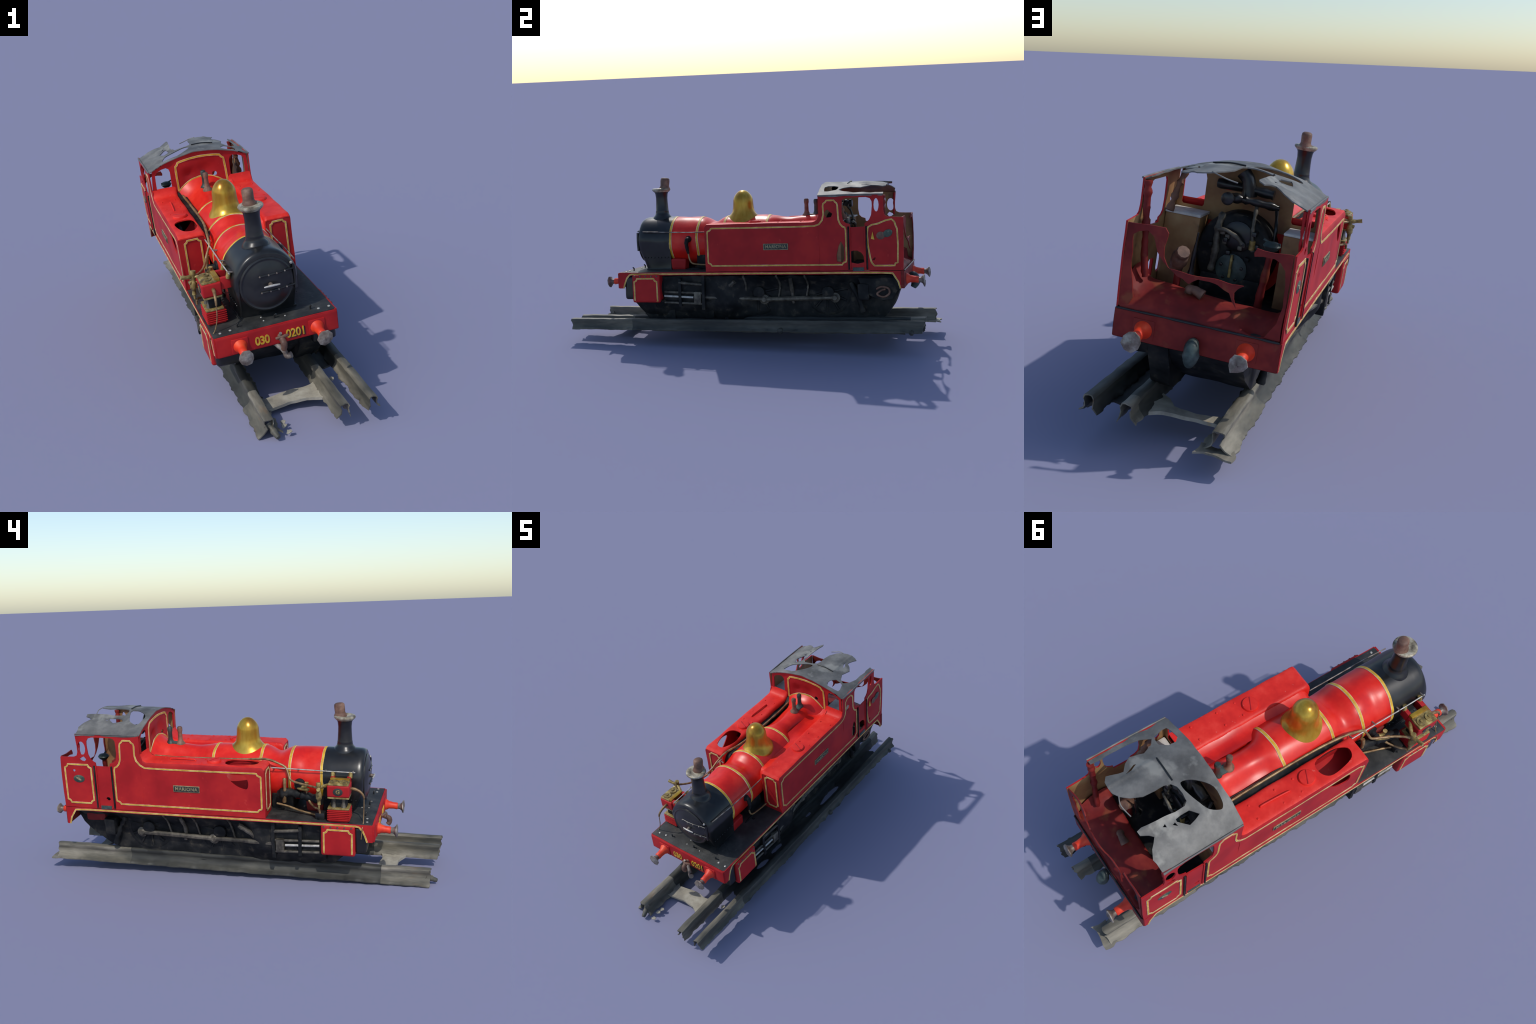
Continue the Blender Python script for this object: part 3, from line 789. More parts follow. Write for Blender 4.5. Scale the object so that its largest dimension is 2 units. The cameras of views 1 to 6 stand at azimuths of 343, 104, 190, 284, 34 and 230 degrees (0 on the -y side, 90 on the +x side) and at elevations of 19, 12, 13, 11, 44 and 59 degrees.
cab_roof = sheet("cab_roof", rear + front_edge, roof_holes, roof_place, 0.004, [ROOF, ROOF_IN], step=0.009, amp=0.004, freq=16)
tube("roof_joint", [(0.106, 0.547, roof_z(0.106) + 0.003), (0.05, 0.549, roof_z(0.05) + 0.004), (-0.002, 0.550, roof_z(0) + 0.002)], 0.0028, BLACK, cab_roof)
tube("roof_sliver", [(0.052, 0.733, 0.806), (0.025, 0.744, 0.800), (0.0, 0.742, 0.793), (-0.03, 0.735, 0.787)], 0.0022, ROOF, cab_roof)
for sx in (-1, 1):
    tube("roof_gutter", [(sx * 0.2555, 0.418, 0.752), (sx * 0.2565, 0.58, 0.753), (sx * 0.2555, 0.747, 0.751)], 0.0035, ROOF, cab_roof)
# hanging shreds of the rear cab wall
tube("torn_strut", [(0.238, 0.744, 0.745), (0.236, 0.742, 0.70), (0.233, 0.743, 0.655), (0.226, 0.747, 0.60), (0.218, 0.752, 0.52), (0.205, 0.757, 0.455)], 0.011, DARK_RED, lumps=0.6)
tube("torn_strut", [(0.198, 0.505, 0.765), (0.212, 0.52, 0.72), (0.220, 0.535, 0.67), (0.225, 0.55, 0.63)], 0.010, ROOF_IN, lumps=0.7)
tube("torn_strut", [(-0.243, 0.742, 0.745), (-0.242, 0.740, 0.70), (-0.243, 0.738, 0.655), (-0.245, 0.737, 0.625)], 0.005, RED, lumps=0.6)

# bunker back: what is left of the rear sheet
back = [(0.248, 0.378), (0.222, 0.378), (0.206, 0.41), (0.211, 0.445), (0.222, 0.50), (0.228, 0.56), (0.230, 0.597), (0.215, 0.610), (0.187, 0.616), (0.168, 0.602), (0.150, 0.563), (0.122, 0.533), (0.078, 0.502), (0.060, 0.499), (0.041, 0.489),
        (0.026, 0.500), (0.015, 0.506), (-0.015, 0.504), (-0.042, 0.499), (-0.060, 0.490), (-0.077, 0.484), (-0.090, 0.462), (-0.108, 0.444), (-0.095, 0.470), (-0.093, 0.486), (-0.105, 0.500), (-0.121, 0.514), (-0.085, 0.512),
        (-0.049, 0.515), (0.018, 0.515), (0.053, 0.516), (0.107, 0.520), (0.125, 0.551), (0.128, 0.585), (0.121, 0.621), (0.133, 0.635), (0.160, 0.634), (0.189, 0.633), (0.248, 0.631)]
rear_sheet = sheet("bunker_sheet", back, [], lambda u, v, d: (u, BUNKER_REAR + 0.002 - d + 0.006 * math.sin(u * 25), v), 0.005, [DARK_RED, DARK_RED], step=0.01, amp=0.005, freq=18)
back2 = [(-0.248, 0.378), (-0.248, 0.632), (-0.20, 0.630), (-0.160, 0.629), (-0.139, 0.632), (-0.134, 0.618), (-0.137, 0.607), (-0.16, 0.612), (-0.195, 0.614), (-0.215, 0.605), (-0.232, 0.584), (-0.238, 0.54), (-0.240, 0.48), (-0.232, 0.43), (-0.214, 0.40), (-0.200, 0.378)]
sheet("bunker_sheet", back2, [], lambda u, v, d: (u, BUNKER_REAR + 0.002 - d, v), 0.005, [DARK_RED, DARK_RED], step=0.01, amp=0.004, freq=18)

# bunker floor: a red hump that rolls down to the rear seam
prof = spline([(0.684, 0.372), (0.686, 0.412), (0.700, 0.424), (0.740, 0.424), (0.780, 0.414), (0.812, 0.398), (0.833, 0.384), (0.838, 0.372)], 4)
V, F = [], []
nx = 24
for i in range(nx + 1):
    x = -0.243 + 0.486 * i / nx
    for p in prof:
        dip = 0.035 * math.exp(-((x + 0.17) / 0.04) ** 2 - ((p[0] - 0.80) / 0.03) ** 2)
        edge = 0.04 * max(0, (abs(x) - 0.20) / 0.043) ** 2 if p[1] > 0.40 else 0
        V.append(Vector((x, p[0], p[1] - dip + edge + (0.07 * max(-0.1, x) * (p[1] - 0.372) / 0.05))) + wobble((x, p[0], p[1]), 0.004, 14))
m = len(prof)
for i in range(nx):
    for j in range(m - 1):
        F.append((i * m + j, i * m + j + 1, (i + 1) * m + j + 1, (i + 1) * m + j))
    F.append((i * m, (i + 1) * m, (i + 1) * m + m - 1, i * m + m - 1))
F.append(tuple(range(m)))
F.append(tuple(range(nx * m, nx * m + m)))
bunker = make("bunker_floor", V, F, DARK_RED)
tube("bunker_lump", [(0.075, 0.735, 0.430), (0.055, 0.745, 0.446), (0.02, 0.747, 0.434)], 0.014, RUST, lumps=0.8)

# ------------------------------------------------------------------ cab interior
box("cab_floor", (-0.240, 0.240), (0.424, 0.69), (0.371, 0.376), GRIME, bevel=0, amp=0.001)
for x0, x1 in ((0.126, 0.246), (-0.250, -0.152)):
    cb = box("cab_cabinet", (x0, x1), (0.426, 0.528), (0.372, 0.620), TAN, bevel=0.006, amp=0.002, cuts=6)
    box("cabinet_lid", (x0 - 0.002, x1 - 0.001), (0.428, 0.534), (0.620, 0.629), CREAM, cb, 0.003, amp=0.001, cuts=4)
backhead = ring_loft("firebox_backhead", [(y, (lambda a, k=k: (0.128 * k * math.cos(a), 0.523 + 0.135 * k * math.sin(a) - (0.016 if math.sin(a) < 0 else 0) * abs(math.sin(a))))) for y, k in ((0.424, 1), (0.520, 1), (0.532, 0.97), (0.538, 0.90), (0.541, 0.5))],
                      GRIME, seg=48)
box("ash_pan", (-0.10, 0.10), (0.43, 0.548), (0.372, 0.45), GRIME, backhead, 0.006)
lathe("fire_door", [(0.052, 0), (0.052, 0.006), (0.046, 0.009), (0.0, 0.010)], (0.0, 0.541, 0.474), GREEN_BLACK, 'y', 28, backhead)
for a in range(0, 360, 72):
    lathe("door_bolt", [(0.006, 0), (0.005, 0.004), (0, 0.005)], (0.036 * math.cos(math.radians(a + 20)), 0.550, 0.474 + 0.036 * math.sin(math.radians(a + 20))), BLACK, 'y', 8, backhead)
lathe("regulator_plate", [(0.050, 0), (0.050, 0.010), (0.040, 0.014), (0.0, 0.016)], (-0.006, 0.538, 0.585), BLACK, 'y', 24, backhead)
tube("regulator_handle", [(-0.03, 0.575, 0.57), (-0.008, 0.578, 0.590), (0.03, 0.575, 0.605), (0.055, 0.570, 0.60)], 0.007, STEEL, backhead, lumps=0.4)
tube("door_latch", [(0.0, 0.558, 0.45), (0.0, 0.560, 0.49), (0.0, 0.556, 0.525)], 0.005, OLD_BRASS, backhead)
tube("steam_manifold", [(-0.115, 0.50, 0.694), (-0.05, 0.53, 0.702), (0.02, 0.54, 0.706), (0.05, 0.545, 0.70)], 0.012, BLACK, backhead, lumps=0.7)
tube("gauge_pipe", [(0.055, 0.53, 0.65), (0.062, 0.548, 0.60), (0.060, 0.55, 0.53), (0.066, 0.552, 0.46)], 0.011, STEEL, backhead, lumps=0.7)
tube("gauge_pipe", [(-0.048, 0.52, 0.70), (-0.052, 0.55, 0.66), (-0.056, 0.562, 0.60), (-0.064, 0.56, 0.55)], 0.006, STEEL, backhead, lumps=0.7)
tube("gauge_pipe", [(-0.10, 0.46, 0.69), (-0.116, 0.50, 0.63), (-0.118, 0.505, 0.58)], 0.006, BLACK, backhead, lumps=0.4)
tube("lubricator_body", [(-0.060, 0.560, 0.555), (-0.060, 0.562, 0.585)], 0.010, OLD_BRASS, backhead)
g = lathe("pressure_gauge", [(0.020, 0), (0.021, 0.012), (0.017, 0.015), (0.0, 0.015)], (0.040, 0.560, 0.704), BLACK, 'y', 20, backhead)
for k in range(14):
    a, r = rng.uniform(0, 6.28), rng.uniform(0.02, 0.11)
    box("backhead_fitting", (r * math.cos(a) - 0.008, r * math.cos(a) + 0.008), (0.535, 0.552 + rng.uniform(0, 0.02)), (0.56 + 0.6 * r * math.sin(a) - 0.007, 0.56 + 0.6 * r * math.sin(a) + 0.008), rng.choice([BLACK, STEEL, GRIME]), backhead, 0.004)
tube("pipe_run", [(0.02, 0.488, 0.785), (0.0, 0.490, 0.76), (-0.01, 0.492, 0.71)], 0.024, BLACK, backhead, lumps=0.2)
tube("pipe_run", [(0.10, 0.486, 0.735), (0.0, 0.488, 0.735), (-0.09, 0.488, 0.73)], 0.016, BLACK, backhead, lumps=0.4)

backhead.location.y = -0.018
lever = tube("brake_column", [(-0.128, 0.640, 0.374), (-0.132, 0.648, 0.44), (-0.140, 0.656, 0.52), (-0.146, 0.660, 0.592)], 0.012, DARK_RED, lumps=0.4, taper=lambda f: 1.2 - 0.4 * f)
lathe("brake_handle", [(0.008, -0.012), (0.020, -0.004), (0.028, 0.008), (0.020, 0.018), (0.0, 0.022)], (-0.146, 0.660, 0.600), GREEN_BLACK, seg=14, parent=lever)
tube("brake_crank", [(-0.172, 0.660, 0.616), (-0.146, 0.660, 0.614), (-0.118, 0.660, 0.624)], 0.004, GREEN_BLACK, lever)
rev = tube("reverser_wheel", [(0.150, 0.640, 0.468), (0.140, 0.655, 0.495), (0.128, 0.672, 0.522), (0.116, 0.690, 0.540)], 0.026, RUST, lumps=0.3, taper=lambda f: 0.55 + 0.5 * math.sin(0.4 + 2.4 * f))
tube("reverser_lever", [(0.10, 0.64, 0.44), (0.094, 0.65, 0.53), (0.088, 0.655, 0.60)], 0.008, BLACK, rev, taper=lambda f: 1.4 - 1.1 * f, lumps=0.5)
tube("reverser_stand", [(0.135, 0.66, 0.374), (0.135, 0.66, 0.47)], 0.012, DARK_RED, rev)

# ------------------------------------------------------------------ air pump and brass fittings beside the smokebox
px0, px1, py0, py1 = -0.250, -0.170, -0.590, -0.486
pump = box("air_pump", (px0, px1), (py0, py1), (0.493, 0.549), RED, bevel=0.008, segs=3, amp=0.0015)
box("pump_cover", (px0 + 0.002, px1 - 0.016), (py0 + 0.004, py1 - 0.004), (0.548, 0.558), OLD_BRASS, pump, 0.005, amp=0.002, cuts=3)
box("pump_valve_chest", (px1 - 0.022, px1 - 0.002), (py0 + 0.008, py1 - 0.006), (0.548, 0.564), BRASS, pump, 0.003)
for y in (py0 + 0.03, py1 - 0.03):
    lathe("pump_cap", [(0.021, 0.0), (0.020, 0.006), (0.008, 0.008), (0.007, 0.012), (0.0, 0.013)], (px0 + 0.028, y, 0.557), OLD_BRASS, seg=18, parent=pump)
    tube("pump_rod", [(px0 + 0.022, y, 0.432), (px0 + 0.024, y, 0.462), (px0 + 0.022, y, 0.494)], 0.012, STEEL, pump, taper=lambda f: 1.5 - 1.8 * math.sin(f * 3.14) * 0.45)
    tube("pump_rod", [(px1 - 0.02, y, 0.432), (px1 - 0.02, y, 0.494)], 0.013, GRIME, pump)
box("pump_core", (px0 + 0.020, px1 - 0.012), (py0 + 0.016, py1 - 0.016), (0.43, 0.496), GRIME, pump, 0.004)
for z in (0.436, 0.489):
    box("pump_flange", (px0 + 0.002, px1 - 0.004), (py0 + 0.002, py1 - 0.002), (z - 0.004, z + 0.004), OLD_BRASS, pump, 0.002)
box("pump_cylinder", (px0 + 0.006, px1), (py0 + 0.006, py1 - 0.004), (DECK, 0.436), RED, pump, 0.006, amp=0.001, cuts=2)
for k in range(6):
    z = 0.380 + 0.0088 * k
    box("cooling_fin", (px0, px1 + 0.004), (py0, py1), (z, z + 0.0035), RED, pump, 0.0012)
box("pump_bracket", (px1 - 0.002, -0.118), (py0 + 0.008, py0 + 0.026), (0.512, 0.560), RED, pump, 0.003)
box("pump_bracket", (px1 - 0.002, -0.118), (py1 - 0.020, py1 - 0.002), (0.512, 0.560), RED, pump, 0.003)
for y in (py0 + 0.012, py1 - 0.010):
    tube("bracket_bolt", [(-0.14, y, 0.552), (-0.132, y, 0.578)], 0.010, OLD_BRASS, pump)
# round maker's badge on the outer face, black with a gold letter and rim
bd = lathe("pump_badge", [(0.0225, 0.0), (0.0225, 0.002), (0.020, 0.003), (0.0, 0.0032)], (px0, -0.537, 0.520), SIGN, 'x', 26, pump, bend=lambda p: Vector((-p.x, p.y, p.z * 0.8)))
lettering("badge_letter", "G", 0.026, Matrix.Translation((px0 - 0.0036, -0.537, 0.520)) @ Matrix.Rotation(-math.pi / 2, 4, 'Z') @ Matrix.Rotation(math.pi / 2, 4, 'X'), OLD_BRASS, bd, 0.0005, 1, 0.0008)
# exhaust pipe that hooks forward and a thin wire down to the deck
tube("pump_pipe", [(-0.206, -0.586, 0.524), (-0.207, -0.606, 0.524), (-0.210, -0.630, 0.515), (-0.213, -0.646, 0.500), (-0.215, -0.652, 0.484)], 0.0075, COPPER, pump, taper=lambda f: 1.1 - 0.5 * f)
tube("hanging_wire", [(-0.215, -0.652, 0.486), (-0.220, -0.652, 0.43), (-0.236, -0.652, 0.38), (-0.260, -0.650, 0.35), (-0.262, -0.645, 0.30)], 0.0022, COPPER)
lub = tube("brass_lubricator", [(-0.262, -0.452, 0.440), (-0.262, -0.452, 0.466), (-0.260, -0.451, 0.50), (-0.256, -0.450, 0.535), (-0.252, -0.449, 0.562)], 0.0115, OLD_BRASS, lumps=0.2,
           taper=lambda f: (0.4, 0.75, 1.15, 0.9, 1.0)[min(4, int(f * 4.99))])
tube("lubricator_arm", [(-0.306, -0.458, 0.548), (-0.280, -0.455, 0.542), (-0.256, -0.450, 0.538), (-0.225, -0.466, 0.535), (-0.190, -0.490, 0.535)], 0.008, OLD_BRASS, lub, lumps=0.5)
tube("lubricator_arm", [(-0.258, -0.450, 0.52), (-0.276, -0.456, 0.516)], 0.008, OLD_BRASS, lub)
tube("small_pipe", [(-0.160, -0.372, 0.505), (-0.168, -0.378, 0.47), (-0.185, -0.395, 0.438), (-0.225, -0.425, 0.430), (-0.254, -0.448, 0.436), (-0.258, -0.456, 0.415)], 0.005, COPPER, lumps=0.3)
tube("small_pipe", [(-0.148, -0.225, 0.410), (-0.155, -0.28, 0.402), (-0.168, -0.34, 0.388), (-0.190, -0.41, 0.382), (-0.205, -0.440, 0.384)], 0.005, COPPER, lumps=0.3)
tube("injector_pipe", [(-0.150, -0.262, 0.42), (-0.158, -0.268, 0.47), (-0.158, -0.268, 0.515), (-0.150, -0.266, 0.54)], 0.009, COPPER, lumps=0.4)
box("pipe_block", (-0.225, -0.180), (-0.470, -0.425), (DECK, 0.402), BLACK, bevel=0.006, amp=0.002)
tube("injector_body", [(-0.140, -0.235, 0.455), (-0.150, -0.29, 0.470), (-0.158, -0.35, 0.462), (-0.170, -0.41, 0.455), (-0.180, -0.455, 0.450)], 0.022, GRIME, lumps=0.5, per=8)
clack = lathe("clack_valve", [(0.028, 0.0), (0.026, 0.008), (0.016, 0.012), (0.014, 0.028), (0.018, 0.030), (0.016, 0.040), (0.0, 0.042)], (-0.128, -0.335, 0.508), GRIME, 'x', 20, bend=lambda p: Vector((-p.x, p.y, p.z)))
tube("clack_spindle", [(-0.158, -0.345, 0.500), (-0.164, -0.362, 0.502), (-0.166, -0.374, 0.515), (-0.166, -0.376, 0.530)], 0.009, OLD_BRASS, clack, lumps=0.4)
tube("clack_spindle", [(-0.150, -0.318, 0.502), (-0.175, -0.350, 0.498), (-0.19, -0.39, 0.503)], 0.007, OLD_BRASS, clack, lumps=0.4)
# feed valve on the other side of the boiler
fv = tube("feed_valve", [(0.128, -0.333, 0.536), (0.148, -0.334, 0.533), (0.154, -0.337, 0.515), (0.150, -0.335, 0.485), (0.142, -0.333, 0.460)], 0.014, GRIME, lumps=0.4, taper=lambda f: 1.2 - 0.7 * f)
tube("small_pipe", [(0.142, -0.333, 0.465), (0.140, -0.328, 0.43), (0.142, -0.31, 0.405), (0.146, -0.25, 0.398), (0.150, -0.20, 0.398)], 0.0045, COPPER, fv)
# firebox-bottom shapes below the barrel
for sx in (-1, 1):
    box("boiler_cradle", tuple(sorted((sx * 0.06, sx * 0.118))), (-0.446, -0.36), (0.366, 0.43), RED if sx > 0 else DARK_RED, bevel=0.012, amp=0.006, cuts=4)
box("boiler_cradle", (-0.11, 0.11), (-0.30, -0.19), (0.366, 0.47), GRIME, bevel=0.01, amp=0.003, cuts=4)

# ------------------------------------------------------------------ underframe, wheels and motion
def profile_block(name, prof, xs, mat, amp=0.006, parent=None, kind=None, freq=14):
    P = resample([Vector((p[0], p[1])) for p in prof], 0.022)
    n = len(P)
    V, F = [], []
    k = max(2, int((xs[1] - xs[0]) / 0.03))
    for i in range(k + 1):
        x = xs[0] + (xs[1] - xs[0]) * i / k
        for p in P:
            V.append(Vector((x, p.x, p.y)) + wobble((x, p.x, p.y), amp, freq))
    for i in range(k):
        for j in range(n):
            q = (j + 1) % n
            F.append((i * n + j, i * n + q, (i + 1) * n + q, (i + 1) * n + j))
    F.append(tuple(range(n)))
    F.append(tuple(range(k * n, k * n + n)))
    return make(name, V, F, mat, parent, kind=kind)


frame = profile_block("underframe", [(-0.688, 0.352), (-0.682, 0.290), (-0.625, 0.220), (-0.55, 0.165), (-0.48, 0.11), (-0.44, 0.085), (0.52, 0.085), (0.57, 0.10), (0.66, 0.145), (0.74, 0.195), (0.80, 0.255), (0.822, 0.295), (0.822, 0.352)],
                      (-0.152, 0.152), GRIME)

wheel_spokes = 10
def wheel(x, y, z, R):
    sgn = 1 if x > 0 else -1
    rim = lathe("driving_wheel", [(R - 0.030, 0.002), (R + 0.010, 0.000), (R + 0.010, 0.008), (R, 0.010), (R, 0.028), (R - 0.004, 0.031), (R - 0.018, 0.031), (R - 0.020, 0.024), (0.03, 0.022), (0.0, 0.022)],
                (x, y, z), GRIME, 'x', 48, bend=lambda p: Vector((sgn * p.x, p.y, p.z)))
    for k in range(wheel_spokes):
        a = 2 * math.pi * k / wheel_spokes + 0.2
        c, s = math.cos(a), math.sin(a)
        tube("wheel_spoke", [(x + sgn * 0.030, y + c * 0.03, z + s * 0.03), (x + sgn * 0.028, y + c * (R - 0.02), z + s * (R - 0.02))], 0.007, GRIME, rim, seg=6, per=2)
    lathe("wheel_hub", [(0.034, 0.0), (0.032, 0.014), (0.024, 0.018), (0.0, 0.019)], (x + sgn * 0.036, y, z), GRIME, 'x', 20, rim, bend=lambda p: Vector((sgn * p.x, p.y, p.z)))
    return rim


for sx in (-1, 1):
    for y in (-0.31, 0.065, 0.438):
        wheel(sx * 0.122, y, 0.248, 0.122)
    # coupling rod, cranks and crosshead
    cy = -0.038
    cr = tube("coupling_rod", [(sx * 0.165, 0.475, 0.222), (sx * 0.166, 0.30, 0.218), (sx * 0.167, 0.12, 0.213), (sx * 0.168, 0.09, 0.212)], 0.013, STEEL, seg=8, lumps=0.2)
    for y, z in ((0.475, 0.222), (0.095, 0.212)):
        lathe("crank_pin", [(0.026, 0), (0.026, 0.022), (0.016, 0.026), (0.012, 0.034), (0.0, 0.035)], (sx * 0.148, y, z), STEEL, 'x', 18, cr, bend=lambda p, sx=sx: Vector((sx * p.x, p.y, p.z)))
    tube("connecting_rod", [(sx * 0.172, 0.09, 0.214), (sx * 0.190, -0.05, 0.222), (sx * 0.224, -0.23, 0.232)], 0.011, STEEL, cr, seg=8, lumps=0.2)
    tube("eccentric_rod", [(sx * 0.222, -0.05, 0.315), (sx * 0.205, -0.10, 0.275), (sx * 0.195, -0.12, 0.25)], 0.013, STEEL, cr, seg=8, lumps=0.3)
    box("motion_plate", tuple(sorted((sx * 0.15, sx * 0.240))), (-0.232, -0.214), (0.165, 0.350), GRIME, bevel=0.004, amp=0.004, cuts=4)
    for z in (0.262, 0.205):
        tube("slide_bar", [(sx * 0.231, -0.228, z - 0.008), (sx * 0.231, -0.445, z)], 0.0065, STEEL, seg=8)
    tube("piston_rod", [(sx * 0.233, -0.28, 0.232), (sx * 0.233, -0.445, 0.240)], 0.006, BRIGHT, seg=8)
    tube("valve_rod", [(sx * 0.233, -0.228, 0.30), (sx * 0.233, -0.36, 0.312)], 0.008, STEEL, seg=8)
    box("crosshead", tuple(sorted((sx * 0.205, sx * 0.243))), (-0.275, -0.235), (0.200, 0.262), STEEL, bevel=0.005, amp=0.002)
    box("slide_hanger", tuple(sorted((sx * 0.190, sx * 0.240))), (-0.362, -0.345), (0.185, 0.335), GRIME, bevel=0.003, amp=0.003, cuts=3)
    # cylinder with its red cover panel
    cyl = lathe("steam_cylinder", [(0.066, -0.455), (0.072, -0.460), (0.072, -0.61), (0.062, -0.622), (0.0, -0.626)], (sx * 0.170, 0, 0.280), BLACK, 'y', 32)
    xo = 0.268 if sx > 0 else 0.263
    x0, x1 = sorted((sx * 0.165, sx * xo))
    cover = box("cylinder_cover", (x0, x1), (-0.617, -0.457), (0.207, 0.359), RED, bevel=0.012, segs=3, amp=0.0015, cuts=5)
    lining("cylinder_cover_lining", notched(-0.603, -0.472, 0.198, 0.338, 0.016), lambda u, v, d, sx=sx, xo=xo: (sx * (xo + 0.0008 - max(0, 0.222 - v) * 0.5 - d), u, max(v, 0.2105)), 0.0052, parent=cover)
    bl = lathe("cover_bolt", [(0.005, 0), (0.004, 0.003), (0.0, 0.004)], (0, 0, 0), STEEL, 'x', 8, bend=lambda p, sx=sx: Vector((sx * p.x, p.y, p.z)))
    repeats("cover_bolt", bl, [(sx * (xo - 0.001), -0.60 + 0.032 * i, 0.350) for i in range(5)])
    box("cylinder_head", tuple(sorted((sx * 0.150, sx * 0.252))), (-0.668, -0.612), (0.222, 0.352), BLACK, bevel=0.016, segs=3, amp=0.003, cuts=4)
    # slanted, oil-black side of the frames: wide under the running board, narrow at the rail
    def frame_x(y, z, sx=sx):
        low = 0.176 if sx > 0 else 0.150
        wide = 0.222 if z > 0.2 else low + (0.222 - low) * max(0, (z - 0.10) / 0.10)
        slant = 0.145 + 0.088 * max(0, min(1, (z - 0.225) / 0.120)) ** 2.2
        t = max(0, min(1, (y + (0.08 if sx > 0 else 0.15)) / 0.15))
        return wide * (1 - t) + slant * t
    skirt = [(-0.47, 0.345), (-0.47, 0.15), (-0.40, 0.105), (0.50, 0.105), (0.57, 0.15), (0.60, 0.215), (0.64, 0.25), (0.70, 0.27), (0.775, 0.31), (0.785, 0.345)]
    sheet("frame_plate", skirt, [], lambda u, v, d, sx=sx: (sx * (frame_x(u, v) - d), u, v), 0.03, [GRIME], frame, step=0.016, amp=0.006, freq=22, seed=sx)
    box("spring_hanger", tuple(sorted((sx * 0.15, sx * 0.215))), (0.60, 0.66), (0.215, 0.30), GRIME, bevel=0.012, amp=0.006, cuts=4)
    tube("brake_hanger", [(sx * 0.17, 0.56, 0.30), (sx * 0.18, 0.60, 0.22), (sx * 0.175, 0.62, 0.15)], 0.013, GRIME, lumps=0.5)
    tube("brake_hanger", [(sx * (frame_x(0.25, 0.33) + 0.003), 0.25, 0.33), (sx * 0.158, 0.245, 0.25), (sx * 0.155, 0.25, 0.19)], 0.010, STEEL, lumps=0.4)
    for y in (0.0, 0.18, 0.33):
        tube("sand_pipe", [(sx * (frame_x(y, 0.345) + 0.003), y, 0.345), (sx * (frame_x(y, 0.29) + 0.003), y + 0.004, 0.29), (sx * 0.158, y - 0.012, 0.21)], 0.0055, STEEL, lumps=0.3)
# coiled hose on the rear of the right-hand frame
tube("coiled_hose", [(0.207, 0.695, 0.272), (0.209, 0.722, 0.284), (0.209, 0.755, 0.276), (0.209, 0.760, 0.250), (0.207, 0.730, 0.232), (0.207, 0.698, 0.246), (0.209, 0.720, 0.265), (0.210, 0.742, 0.272)], 0.0055, RUST, per=8)
for x0, x1, pf in ((0.085, 0.150, [(0.50, 0.345), (0.52, 0.10), (0.70, 0.105), (0.742, 0.13), (0.775, 0.185), (0.812, 0.262), (0.828, 0.288), (0.828, 0.345)]),
                   (0.145, 0.205, [(0.60, 0.345), (0.62, 0.28), (0.66, 0.235), (0.73, 0.215), (0.775, 0.225), (0.808, 0.270), (0.826, 0.290), (0.826, 0.345)]),
                   (-0.205, -0.10, [(-0.672, 0.345), (-0.672, 0.275), (-0.60, 0.220), (-0.50, 0.195), (-0.40, 0.190), (-0.40, 0.345)]),
                   (0.10, 0.205, [(-0.672, 0.345), (-0.672, 0.275), (-0.60, 0.175), (-0.55, 0.112), (-0.40, 0.105), (-0.40, 0.345)])):
    profile_block("frame_block", pf, (x0, x1), GRIME, 0.007, frame)
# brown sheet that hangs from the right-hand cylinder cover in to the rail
V, F = [], []
for i in range(31):
    y = -0.612 + 0.43 * i / 30
    for j in range(7):
        t = j / 6
        V.append(Vector((0.258 - 0.070 * t ** 0.8 - (0.03 if y > -0.45 else 0) * (1 - t), y + 0.05 * t * (1 if y < -0.5 else 0), 0.216 - 0.108 * t)) + wobble((0.2, y, t * 0.1), 0.006, 20))
for i in range(30):
    for j in range(6):
        F.append((i * 7 + j, i * 7 + j + 1, (i + 1) * 7 + j + 1, (i + 1) * 7 + j))
k = len(V)
V += [v + Vector((-0.02, 0, 0.004)) for v in V]
F += [tuple(q + k for q in reversed(f)) for f in F]
make("cylinder_skirt", V, F, GRIME, frame)
box("frame_block", (-0.19, -0.12), (0.66, 0.765), (0.275, 0.345), DARK_RED, bevel=0.015, amp=0.006, cuts=5)

